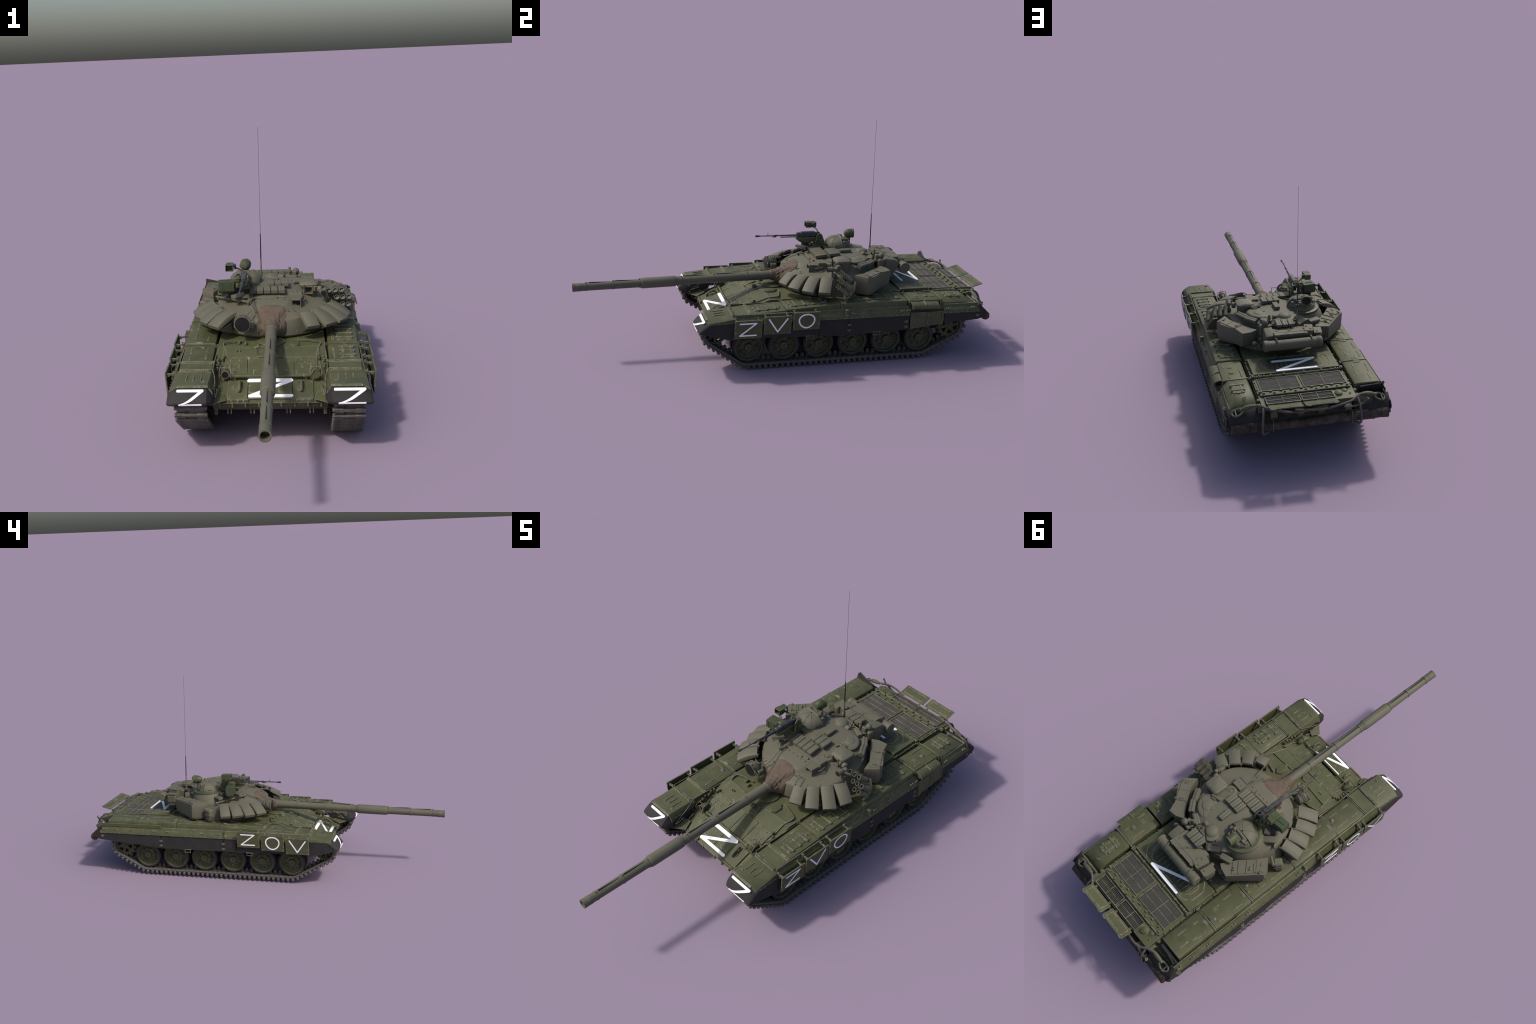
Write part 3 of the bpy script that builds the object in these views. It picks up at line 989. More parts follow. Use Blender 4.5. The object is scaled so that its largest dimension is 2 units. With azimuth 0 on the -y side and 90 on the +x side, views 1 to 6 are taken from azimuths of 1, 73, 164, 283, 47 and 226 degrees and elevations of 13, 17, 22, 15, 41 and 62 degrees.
for k in range(9):
    fan.slot(1).lathe((-.185 + .046 * k, .846 + .003 * (k % 2), .298), (0, 0, 1), [(.0055, 0), (.0055, .004), (.004, .009), (0, .0095)], 8)
    fan.slot(0).box((-.165 + .045 * k, .832, .3), (.012, .007, .010), .001)
fan.tube([(-.19, .856, .300), (.19, .856, .298)], .0028, 6)
fan.build()

# rear fender ends with mud flaps and tow cable sockets
for s in (-1, 1):
    mf = Part("rear_mud_flap", [RUBBER, GREEN, FITTING], hull_ob)
    n = 7
    secs = []
    for k in range(n):
        t = k / (n - 1)
        a = t * 1.35
        y = .893 + .052 * sin(a)
        z = .270 - .052 * (1 - cos(a)) - .030 * t
        xin = .215
        secs.append([(xin * s, y, z), (.28 * s, y + .003, z + .001), (.350 * s, y - .002, z), (.361 * s, y - .014, z - .006),
                     (.360 * s, y - .014, z - .010), (.345 * s, y - .006, z - .004), (.28 * s, y - .002, z - .003), (xin * s, y - .004, z - .004)])
    mf.loft(secs)
    # side rubber to the corner
    mf.prism([(.356 * s, .893, .250), (.356 * s, .922, .246), (.356 * s, .938, .228), (.356 * s, .934, .212), (.356 * s, .915, .203), (.356 * s, .893, .198)], (.005 * s, 0, 0))
    mf.slot(1).box((.28 * s, .892, .262), (.13, .012, .012), .002)
    for k in range(5):
        mf.bolt(((.23 + .026 * k) * s, .899, .262), (0, 1, .3), .002, .0015)
    mf.box((.215 * s, .905, .268), (.014, .03, .03), .002)
    mf.lathe((.212 * s, .868, .279), (0, .4, 1), [(.010, 0), (.010, .006), (.006, .012), (0, .013)], 12)
    mf.build()
    if s < 0:
        tf = Part("raised_rubber_flap", RUBBER, hull_ob)
        tf.loft([[(-.236, .862, .296 - .0), (-.285, .863, .296), (-.343, .864, .300), (-.343, .867, .300), (-.285, .866, .296), (-.236, .865, .296)],
                 [(-.236, .872, .300), (-.285, .874, .306), (-.343, .885, .316), (-.343, .888, .315), (-.285, .877, .305), (-.236, .875, .299)],
                 [(-.250, .886, .292), (-.285, .890, .300), (-.345, .905, .325), (-.345, .908, .323), (-.285, .894, .298), (-.25, .890, .290)]][:2])
        tf.prism([(-.238, .858, .262), (-.343, .858, .262), (-.343, .872, .316), (-.300, .868, .304), (-.238, .864, .300)], (0, .004, 0))
        tf.build()
    cb = Part("tow_cable", [GREEN, CABLE, FITTING], hull_ob)
    sock = [(.232, .910, .2875), (.255, .909, .285), (.275, .909, .281), (.296, .909, .274)]
    cb.tube(sock, [.0065, .0095, .0095, .006], 10)
    cb.tube(spline([(.290 * 1, .903, .278), (.31, .900, .274), (.328, .903, .265), (.332, .914, .258), (.320, .926, .255), (.300, .926, .262), (.285, .918, .272)], 5), .0042, 8)
    cb.slot(2).cyl((.318, .897, .272), (.318, .930, .262), .0030, n=8)
    cb.slot(1)
    pts = [(.236, .910, .287), (.215, .918, .290), (.195, .932, .286), (.175, .944, .280), (.14, .948, .272), (.09, .944, .258), (.04, .940, .252), (-.02, .938, .256), (-.07, .936, .262)]
    cb.tube(spline(pts, 5), .0052, 8)
    loop = [(.205, .930, .284), (.208, .952, .268), (.212, .966, .235), (.214, .970, .205), (.210, .966, .182), (.198, .955, .176), (.18, .944, .178)]
    cb.tube(spline(loop, 6), .0052, 8)
    # mirror for the other side, lifted a little so that the runs cross without touching
    if s < 0:
        cb.v = [(-x, y + .004, z + .003) for x, y, z in cb.v]
    cb.build()
hook = Part("rear_hook", [GREEN, FITTING], hull_ob)
for x, y, z in ((-.205, .952, .252),):
    hook.tube(spline([(x + .06, .945, .255), (x + .02, .953, .258), (x - .02, .956, .270), (x - .04, .957, .292)], 5), [.004] * 15 + [.0065], 8)
for x, y in ((.160, .935), (.042, .930), (-.048, .930), (-.164, .935)):
    hook.box((x, y, .250), (.028, .022, .020), .002)
    hook.prism([(x - .012, .885, .262), (x + .012, .885, .262), (x + .012, y + .008, .256), (x - .012, y + .008, .256)], (0, 0, .006))
    hook.slot(1).bolt((x - .007, y + .011, .249), (0, 1, 0), .0025, .002).bolt((x + .007, y + .011, .249), (0, 1, 0), .0025, .002).slot(0)
    hook.box((x - .006, y - .006, .232), (.006, .008, .03), .001).box((x + .006, y - .006, .232), (.006, .008, .03), .001)
for x in (.166, -.178):
    hook.slot(1).tube(spline([(x, .936, .24), (x, .958, .225), (x, .966, .204), (x, .960, .184), (x, .942, .176), (x, .915, .19)], 4), .0018, 6).slot(0)
for x in (-.115, -.01, .09):
    hook.box((x, .880, .215), (.04, .012, .03), .004)
    hook.cyl((x + .03, .875, .235), (x + .03, .888, .235), .008, n=12)
hook.build()

# unditching log
log = Part("unditching_log", [BARK, WOODEND], hull_ob, 60)
nr = random.Random(5)
N, M = 28, 40
ph = [nr.uniform(0, 6.28) for _ in range(6)]
secs = []
for j in range(M + 1):
    t = j / M
    x = .342 - .684 * t
    ring = []
    for i in range(N):
        a = 2 * pi * i / N
        r = .0205 + .0009 * sin(3 * a + ph[0] + 5 * t) + .0009 * sin(7 * a + ph[1] - 9 * t) + .0005 * sin(11 * a + ph[2] + 3 * sin(6 * t)) + .0004 * sin(21 * t + ph[3]) + nr.uniform(-.0008, .0008)
        ring.append((x, .941 + r * cos(a), .202 + .001 * sin(9 * t) + r * sin(a)))
    secs.append(ring)
log.loft(secs, cap=False)
log.slot(1)
n0 = len(log.v)
for x, ring in ((.342, secs[0]), (-.342, secs[-1])):
    d = .0012 * (1 if x > 0 else -1)
    log.lathe((x - d, .941, .202), (1 if x > 0 else -1, 0, 0), [(.0200, 0), (.0192, .001), (0, .0014)], N)
log.build()

# hull sides: dampers, axle stubs, lower plates
for s in (-1, 1):
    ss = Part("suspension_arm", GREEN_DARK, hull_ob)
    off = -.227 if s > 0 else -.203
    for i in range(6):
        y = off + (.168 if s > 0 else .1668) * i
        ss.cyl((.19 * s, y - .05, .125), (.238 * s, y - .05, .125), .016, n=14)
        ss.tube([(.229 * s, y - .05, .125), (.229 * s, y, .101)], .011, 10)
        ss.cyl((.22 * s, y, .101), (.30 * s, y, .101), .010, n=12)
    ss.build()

# ================================================================ RUNNING GEAR
XC = .2775
def road_wheel():
    w = Part("road_wheel", [WHEEL, FITTING])
    # outer dish, axis along +x, outer face toward +x
    w.lathe((0, 0, 0), (1, 0, 0), [(.02, .016), (.048, .018), (.056, .022), (.0585, .036), (.0600, .0385), (.0622, .0385), (.063, .036), (.063, .010), (.058, .008), (.02, .008)], 48)
    w.lathe((0, 0, 0), (-1, 0, 0), [(.02, .016), (.050, .018), (.0575, .030), (.0600, .0375), (.0622, .0375), (.063, .036), (.063, .010), (.058, .008), (.02, .008)], 40)
    w.lathe((0, 0, 0), (1, 0, 0), [(.034, .012), (.033, .021), (.026, .023), (.0195, .024), (.0185, .036), (.0165, .040), (.0115, .0405), (.0105, .0385), (0, .0385)], 32)
    for k in range(8):
        a = 2 * pi * (k + .5) / 8
        c = V((.020, .0325 * cos(a), .0325 * sin(a)))
        w.slot(1).lathe(c, (1, 0, 0), [(.0052, 0), (.0048, .006), (.003, .009), (0, .0095)], 10).slot(0)
        R = Matrix.Rotation(a, 3, 'X')
        w.box(V((.022, 0, 0)) + R @ V((0, .041, 0)), (.008, .016, .004), .001, R)
        R = Matrix.Rotation(a + pi / 8, 3, 'X')
        w.box(V((.021, 0, 0)) + R @ V((0, .026, 0)), (.006, .014, .004), .001, R)
    return w
def tyre_part():
    t = Part("tyre", TYRE)
    for sg in (-1, 1):
        t.lathe((0, 0, 0), (sg, 0, 0), [(.0625, .011), (.070, .0115), (.0735, .0145), (.0738, .024), (.0735, .034), (.070, .0372), (.0625, .0375)], 48, hollow=True)
    return t
wheel_me = tyre_me = None
for s in (-1, 1):
    off, pitch = (-.227, .168) if s > 0 else (-.203, .1668)
    for i in range(6):
        pos = V((XC * s, off + pitch * i, .1005))
        rot = (i * .7 + (0.3 if s > 0 else 0), 0, 0) if s > 0 else (i * .9, 0, pi)
        if wheel_me is None:
            wob = road_wheel().build()
            tob = tyre_part().build(wob)
            wheel_me, tyre_me = wob, tob
            wob.location, wob.rotation_euler = pos, rot
        else:
            wob = copy(wheel_me, pos, rot)
            tob = copy(tyre_me, parent=wob)

# drive sprocket (rear) and idler (front)
def gear(name, teeth, ro, ri, hub, spokes, hubprof, plates):
    w = Part(name, [WHEEL, FITTING])
    for x in plates:
        outer, inner = [], []
        n = teeth * 8
        for i in range(n):
            a = 2 * pi * i / n
            ph_ = (i % 8) / 8
            r = ro if teeth < 2 else ro - .0125 * (0.5 - 0.5 * cos(2 * pi * ph_)) ** 0.8
            outer.append((r * cos(a), r * sin(a)))
            inner.append((ri * cos(a), ri * sin(a)))
        for xa, xb in ((x - .003, x + .003),):
            A = [[(xa, *p) for p in outer], [(xb, *p) for p in outer], [(xb, *p) for p in inner], [(xa, *p) for p in inner]]
            w.loft(A + [A[0]], cap=False)
        for k in range(spokes):
            a = 2 * pi * k / spokes
            R = Matrix.Rotation(a, 3, 'X')
            w.box(V((x, 0, 0)) + R @ V((0, (ri + hub) / 2, 0)), (.006, ri - hub + .006, hub * .75), .0015, R)
        w.lathe((x - .003, 0, 0), (1, 0, 0), [(hub, 0), (hub, .006)], 28)
    w.lathe((0, 0, 0), (1, 0, 0), hubprof, 28)
    return w
sp = gear("drive_sprocket", 14, .0675, .043, .021, 6, [(.012, -.05), (.019, -.046), (.019, .03), (.0185, .036), (.013, .038), (.012, .042), (.006, .043), (0, .043)], (-.030, .030))
for k in range(10):
    a = 2 * pi * k / 10
    sp.slot(1).bolt((.0335, .0475 * cos(a), .0475 * sin(a)), (1, 0, 0), .0022, .002)
sp.slot(0).lathe((.030, 0, 0), (1, 0, 0), [(.046, 0), (.046, .005), (.0445, .006), (.0435, .005), (.0435, 0)], 40, hollow=True)
spo = sp.build()
spo.location, spo.rotation_euler = (XC, .770, .150), (.1, 0, 0)
copy(spo, (-XC, .770, .150), (.3, 0, pi))
idl = Part("idler_wheel", [WHEEL, FITTING])
for x in (-.022, .022):
    sg = 1 if x > 0 else -1
    idl.lathe((x - sg * .008, 0, 0), (sg, 0, 0), [(.044, 0), (.0525, 0), (.053, .002), (.053, .016), (.0515, .0175), (.046, .0175), (.043, .014), (.043, .002)], 40, hollow=True)
    for k in range(8):
        R = Matrix.Rotation(2 * pi * k / 8, 3, 'X')
        idl.box(V((x, 0, 0)) + R @ V((0, .031, 0)), (.008, .028, .012), .002, R)
    idl.lathe((x - .004, 0, 0), (1, 0, 0), [(.02, 0), (.02, .008)], 20)
idl.lathe((-.045, 0, 0), (1, 0, 0), [(.013, 0), (.015, .002), (.015, .078), (.012, .082), (0, .083)], 20)
ido = idl.build()
ido.location = (XC, -.383, .178)
copy(ido, (-XC, -.383, .178), (.2, 0, pi))
rr = Part("return_roller", [WHEEL, TYRE])
rr.lathe((-.01, 0, 0), (1, 0, 0), [(.008, 0), (.020, .001), (.020, .018), (.008, .02)], 20)
rr.slot(1).lathe((-.008, 0, 0), (1, 0, 0), [(.0202, 0), (.0235, .001), (.0235, .014), (.0202, .015)], 20)
rro = None
for s in (-1, 1):
    for y in (-.08, .22, .50):
        if rro is None:
            rro = rr.build()
            rro.location = ((XC - .03) * s, y, .193)
        else:
            copy(rro, ((XC - .03) * s, y, .193))

# tracks: pin line as a closed path, links set along it
def track_path(first, last):
    """pin line in (y, z): ground run, up to the sprocket, over the rollers to the idler"""
    cs, rs = V((.770, .150)), .0635
    ci, ri = V((-.383, .178)), .0590
    c1, c6, rw = V((first, .1005)), V((last, .1005)), .0885
    pts = []
    def arc_(c, r, a0, a1, n):
        for k in range(n + 1):
            a = a0 + (a1 - a0) * k / n
            pts.append(V((c.x + r * cos(a), c.y + r * sin(a))))
    def tang(ca, ra, cb, rb, side):
        d = cb - ca
        L = d.length
        th = atan2(d.y, d.x)
        return th + side * math.acos((ra - rb) / L)
    a = tang(c6, rw, cs, rs, -1)
    arc_(c6, rw, -pi / 2, a, 8)
    arc_(cs, rs, a, pi / 2 + .0, 30)
    for y, z in ((.66, .2135), (.50, .2165 + .001), (.36, .2125), (.22, .2172), (.07, .2135), (-.08, .2185), (-.22, .222)):
        pts.append(V((y, z)))
    b = tang(ci, ri, c1, rw, -1)
    # idler leading side: from its top round the front to the tangent toward wheel one
    d = c1 - ci
    th = atan2(d.y, d.x)
    e = th - math.acos((ri - rw) / d.length)
    e = e if e > 0 else e + 2 * pi
    arc_(ci, ri, pi / 2 + .15, e, 30)
    arc_(c1, rw, e, 3 * pi / 2, 8)
    return pts
link = Part("track_link", [STEEL])
link.box((0, 0, .0075), (.104, .0258, .008), .0010)
link.box((0, 0, -.0025), (.098, .0120, .0160), .002)
for sg in (-1, 1):
    link.box((.0535 * sg, 0, -.0040), (.0105, .0135, .0160), .003)
    link.box((.034 * sg, .0095, -.0020), (.030, .003, .012), .001)
for sg in (-1, 1):
    link.box((.046 * sg, .003, .006), (.010, .019, .010), .0025)
    link.box((.030 * sg, .0, .0105), (.034, .022, .004), .001)
    # grouser web on the outer face
    link.box((.036 * sg, -.006, -.0005), (.026, .0035, .011), .001)
    link.box((.040 * sg, .003, .0), (.003, .018, .009), .001, Matrix.Rotation(radians(25 * sg), 3, 'Z'))
    link.box((.022 * sg, .003, .0), (.003, .018, .008), .001)
    link.box((.014 * sg, .006, .0), (.014, .004, .008), .001)
link.box((0, -.002, -.0005), (.020, .0035, .010), .001)
link.prism([(-.006, -.009, .004), (.006, -.009, .004), (.006, .009, .004), (-.006, .009, .004)], (0, 0, .004))
link.loft([[(x, y, z) for x, y in ((-w, -d), (w, -d), (w, d), (-w, d))] for z, w, d in ((.008, .0065, .0085), (.026, .0058, .0075), (.0305, .0048, .0055), (.032, .003, .003))])
link_ob = None
for s in (-1, 1):
    first, last = (-.225, .613) if s > 0 else (-.194, .631)
    P = track_path(first, last)
    P3 = [V((0, p.x, p.y)) for p in P]
    # resample
    seg, tot = [], 0
    m = len(P3)
    for i in range(m):
        L = (P3[(i + 1) % m] - P3[i]).length
        seg.append((tot, L))
        tot += L
    count = round(tot / .0272)
    def at(d):
        d %= tot
        for i, (t0, L) in enumerate(seg):
            if t0 <= d <= t0 + L + 1e-9 and L > 1e-9:
                return P3[i].lerp(P3[(i + 1) % m], (d - t0) / L)
        return P3[0]
    tr = Part("track", [STEEL])
    nodes = [at(k * tot / count) for k in range(count)]
    for p in nodes:
        tr.cyl((XC * s - .0585, p.y, p.z), (XC * s + .0585, p.y, p.z), .0034, n=8, bev=.0006)
    tro = tr.build()
    for k in range(count):
        p, q, r_ = nodes[k], nodes[(k + 1) % count], nodes[k - 1]
        d = (q - r_).normalized()
        ang = atan2(d.z, d.y)
        # path runs counter-clockwise seen from +x, so its left side is inward
        loc = (XC * s, p.y, p.z)
        if link_ob is None:
            link_ob = link.build(tro)
            link_ob.location, link_ob.rotation_euler = loc, (ang, 0, 0)
        else:
            copy(link_ob, loc, (ang, 0, 0), parent=tro)

# ================================================================ TURRET
def half(pts):
    """closed, left-right symmetric outline from its right half (front to rear)"""
    right = [V((x, y, 0)) for x, y in pts]
    left = [V((-p.x, p.y, 0)) for p in reversed(right) if abs(p.x) > 1e-6]
    q = spline(right + left, 8, closed=True)
    return q

A_ = [(0, -.008), (.045, -.004), (.081, .006), (.134, .034), (.170, .066), (.205, .108), (.232, .150), (.247, .195), (.254, .241), (.248, .290), (.232, .340), (.196, .404), (.14, .452), (.07, .480), (0, .486)]
B_ = [(0, .002), (.040, .006), (.076, .016), (.120, .032), (.153, .057), (.187, .094), (.208, .132), (.220, .176), (.226, .222), (.222, .268), (.208, .316), (.175, .378), (.126, .432), (.064, .463), (0, .470)]
C_ = [(0, .070), (.035, .070), (.055, .080), (.068, .104), (.078, .138), (.092, .178), (.118, .216), (.145, .246), (.163, .276), (.172, .310), (.164, .352), (.140, .396), (.102, .434), (.055, .455), (0, .460)]
out = [half(o) for o in (A_, B_, C_)]
ctr = V((0, .27, 0))
def layer(q, z, k=1.0):
    return [(ctr + (p - ctr) * k) + V((0, 0, z(p) if callable(z) else z)) for p in q]
tur = Part("turret", [KHAKI, KHAKI_DARK], None, 40)
mixq = lambda q1, q2, t: [a.lerp(b, t) for a, b in zip(q1, q2)]
lerp = lambda y, y0, y1, a, b: a + (b - a) * min(1, max(0, (y - y0) / (y1 - y0)))
zB = lambda p: lerp(p.y, 0, .19, .362, .386)
zS = lambda p: lerp(p.y, .02, .20, .380, .394)
zC = lambda p: lerp(p.y, .07, .21, .4025, .4165)
c2 = V((-.008, .335, 0))
crown = lambda k, z: [c2 + (p - c2) * k + V((0, 0, z(c2 + (p - c2) * k) if callable(z) else z)) for p in out[2]]
lvl = lambda f, d: (lambda p: f(p) + d)
tur.loft([layer(out[0], .284, .90), layer(out[0], .292, .975), layer(out[0], .300, 1.0), layer(mixq(out[0], out[1], .10), .318),
          layer(mixq(out[0], out[1], .35), .340), layer(mixq(out[0], out[1], .78), lvl(zB, -.012)), layer(out[1], lvl(zB, -.002)), layer(mixq(out[1], out[2], .06), lvl(zB, .001)),
          layer(mixq(out[1], out[2], .35), lambda p: (zB(p) + zS(p)) / 2 - .002), layer(mixq(out[1], out[2], .68), zS), layer(mixq(out[1], out[2], .86), lambda p: zS(p) * .45 + zC(p) * .55), layer(out[2], zC), layer(out[2], lvl(zC, .003), .93),
          crown(.80, lambda p: lerp(p.y, .10, .25, .411, .429)), crown(.62, lambda p: lerp(p.y, .15, .25, .420, .4365)), crown(.45, .4405), crown(.15, .4425)])
# cast bulge under the commander's cupola
tur.lathe((-.115, .313, 0), (0, 0, 1), [(.118, .335), (.114, .360), (.104, .388), (.092, .412), (.085, .428), (.080, .434), (0, .434)], 40)
# ring base
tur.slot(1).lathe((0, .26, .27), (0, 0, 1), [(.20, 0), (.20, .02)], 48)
tur.slot(0)
# bolted roof plate edge strips
tur.tube([(-.060, .140, .4165), (.052, .145, .4185)], .0050, 8)
tur.tube(spline([(-.060, .140, .4165), (-.075, .137, .4165), (-.088, .118, .412), (-.089, .107, .410)], 4), .0045, 8)
for k in range(5):
    tur.bolt((-.05 + .025 * k, .126, .4145), (0, -.3, 1), .003, .003)
# lifting eyes and small lugs
for x, y, z_ in ((.063, .052, .392), (-.062, .045, .388), (.085, .06, .395), (.10, -.002, .318), (.118, .006, .32), (.02, .135, .42)):
    tur.sphere((x, y, z_), .004, n=8, m=4)
tur.tube(spline([(-.088, .108, .408), (-.078, .075, .403), (-.072, .04, .392), (-.085, .005, .37)], 5), .0016, 6)
tur.tube(spline([(.095, .062, .398), (.102, .03, .396), (.108, .018, .39), (.112, .014, .38)], 5), .0022, 6)
tur_ob = tur.build()

# smoke-hose pipe along the right roof edge
pipe = Part("roof_pipe", KHAKI, tur_ob)
pipe.tube([(-.236, .240, .398), (-.089, .106, .4095)], .0052, 10)
for t in (.05, .35, .65, .95):
    p = V((-.236, .240, .398)).lerp(V((-.089, .106, .4095)), t)
    pipe.box(p - V((0, 0, .006)), (.008, .008, .012), .001)
pipe.build()

# mantlet cover (canvas) : rounded square at the turret blending to the barrel neck
cv = Part("mantlet_cover", CANVAS, tur_ob, 60)
from mathutils.bvhtree import BVHTree
bv_ = BVHTree.FromPolygons([V(p) for p in tur.v], tur.f)
K, N = 24, 64
rim = []
for i in range(N):
    w = 2 * pi * i / N
    c, s_ = cos(w), sin(w)
    x = .0575 * abs(c) ** .42 * (1 if c >= 0 else -1)
    z_ = .351 + .0535 * abs(s_) ** .42 * (1 if s_ >= 0 else -1)
    hit = bv_.ray_cast(V((x, -.3, z_)), V((0, 1, 0)))
    y = hit[0].y if hit[0] is not None else .07
    rim.append(V((x, min(y, .075), z_)))
secs = [[V((p.x * .985, p.y + .012, .351 + (p.z - .351) * .985)) for p in rim]]
for j in range(K + 1):
    t = j / K
    ring = []
    for i, p in enumerate(rim):
        w = 2 * pi * i / N
        q = V((.0262 * cos(w), -.053, .3385 + .0262 * sin(w)))
        e = t ** 1.6 * (1.0 if t < 1 else 1)
        f = t ** .92
        g_ = 1 - (1 - t) ** 1.75
        x = p.x + (q.x - p.x) * g_
        z_ = p.z + (q.z - p.z) * g_
        y = (p.y - .004) + (q.y - p.y + .004) * f
        wr = .0021 * sin(t * 34 + 2.2 * sin(w * 2 + 1)) * sin(pi * min(1, max(0, (t - .2) / .8))) + .0012 * sin(w * 9 + t * 14) * t * (1 - t) * 4
        d = V((x, 0, z_ - .342))
        d = d.normalized() * wr
        pt = V((x, y, z_)) + d
        hit = bv_.ray_cast(V((pt.x, -.3, pt.z)), V((0, 1, 0)))
        if hit[0] is not None:
            pt.y = min(pt.y, hit[0].y - .0035 + .0005 * sin(w * 7))
        ring.append(pt)
    secs.append(ring)
cv.loft(secs)
cv.tube([(.0272 * cos(2 * pi * k / 40), -.030, .3385 + .0272 * sin(2 * pi * k / 40)) for k in range(40)], .0013, 6, True)
cv.build()

# main gun
P0, P1 = V((0, -.03, .3385)), V((.0045, -.9985, .3182))
ax = (P1 - P0).normalized()
D = lambda y: (P0.y - y) / -ax.y if False else (y - P0.y) / ax.y
gun = Part("gun_barrel", [KHAKI, BLACK], tur_ob)
prof = [(.0226, D(-.02)), (.0239, D(-.050)), (.0239, D(-.056)), (.0221, D(-.058)), (.0213, D(-.171))]
def collar(y, r0, r1):
    return [(r0, D(y + .003)), (r0 + .0016, D(y + .0025)), (r0 + .0016, D(y - .0025)), (r1, D(y - .003))]
prof += collar(-.173, 0.0212, 0.0210) + collar(-.336, 0.0206, 0.0204) + [(.0204, D(-.487))] + collar(-.492, 0.0204, 0.0204) + collar(-.505, 0.0199, 0.0199)
prof += [(.0204, D(-.512)), (.0242, D(-.520)), (.0253, D(-.53)), (.0253, D(-.675)), (.0245, D(-.680)), (.0231, D(-.684)), (.0196, D(-.686))]
prof += collar(-.690, 0.0196, 0.0193) + collar(-.812, 0.0190, 0.0189) + collar(-.936, 0.0185, 0.0185)
prof += [(.0185, D(-.955)), (.0196, D(-.965)), (.0196, D(-.972)), (.0189, D(-.974)), (.0198, D(-.990)), (.0200, D(-.9985)), (.0150, D(-.9985)), (.0138, D(-.994)), (.0138, D(-.955)), (0, D(-.95))]
gun.lathe(P0, ax, prof, 36)
gun.slot(1)
for ya, yb, r in ((-.19, -.325, .0208), (-.35, -.482, .0204), (-.702, -.805, .0192), (-.824, -.925, .0187)):
    pa, pb = P0 + ax * D(ya), P0 + ax * D(yb)
    m_ = (pa + pb) / 2 + V((.001, 0, r + .0008))
    gun.box(m_, (.0036, (pa - pb).length, .0028), .0006, Matrix.Rotation(radians(-1.2), 3, 'X'))
gun.slot(0)
for y, r in ((-.173, .023), (-.336, .0225), (-.492, .0222), (-.690, .0215), (-.812, .021), (-.936, .0205)):
    p = P0 + ax * D(y)
    gun.box(p + V((0, 0, r)), (.010, .007, .005), .001)
gun.box(P0 + ax * D(-.675) + V((0, 0, -.0238)), (.005, .006, .004), .001)
gun.bolt(P0 + ax * D(-.05) + V((.009, 0, .0195)), (0.3, -.4, 1), .0015, .0015).bolt(P0 + ax * D(-.05) + V((-.009, 0, .0195)), (-.3, -.4, 1), .0015, .0015)
gun.build()

# infrared searchlight beside the gun
sl = Part("searchlight", [KHAKI, BLACK, KHAKI_DARK], tur_ob)
c = V((-.1125, -.0505, .364))
sl.lathe(c + V((0, .055, 0)), (0, -1, 0), [(.010, 0), (.020, .006), (.0265, .022), (.0280, .040), (.0285, .050), (.0315, .051), (.0322, .056), (.0290, .0565)], 36)
sl.slot(1).lathe(c + V((0, -.0018, 0)), (0, -1, 0), [(.0288, 0), (.0285, .0012), (0, .0018)], 36).slot(0)
for k in range(6):
    a = 2 * pi * (k + .3) / 6
    sl.box(c + V((.0315 * cos(a), .004, .0315 * sin(a))), (.006, .010, .006), .001, Matrix.Rotation(-a, 3, 'Y'))
for dy, r in ((.018, .0335), (.026, .033)):
    sl.tube([c + V((r * cos(t), dy, r * sin(t))) for t in [pi * (.02 + .96 * k / 20) for k in range(21)]], .0014, 6)
sl.box(c + V((.004, .036, -.026)), (.04, .03, .02), .003)
sl.box(c + V((.036, .030, -.010)), (.018, .03, .03), .003)
sl.tube([c + V((.034, .0, .010)), c + V((.058, -.004, .010)), c + V((.060, -.004, -.030)), c + V((.066, .004, -.034))], .0016, 6)
sl.tube([c + V((.02, .03, .03)), c + V((.034, .07, .036))], .002, 6)
for k in range(5):
    sl.box(c + V((-.012 + .006 * k, .046 - .002 * k, .024 - .003 * (k % 2))), (.005, .006, .008), .001)
sl.build()

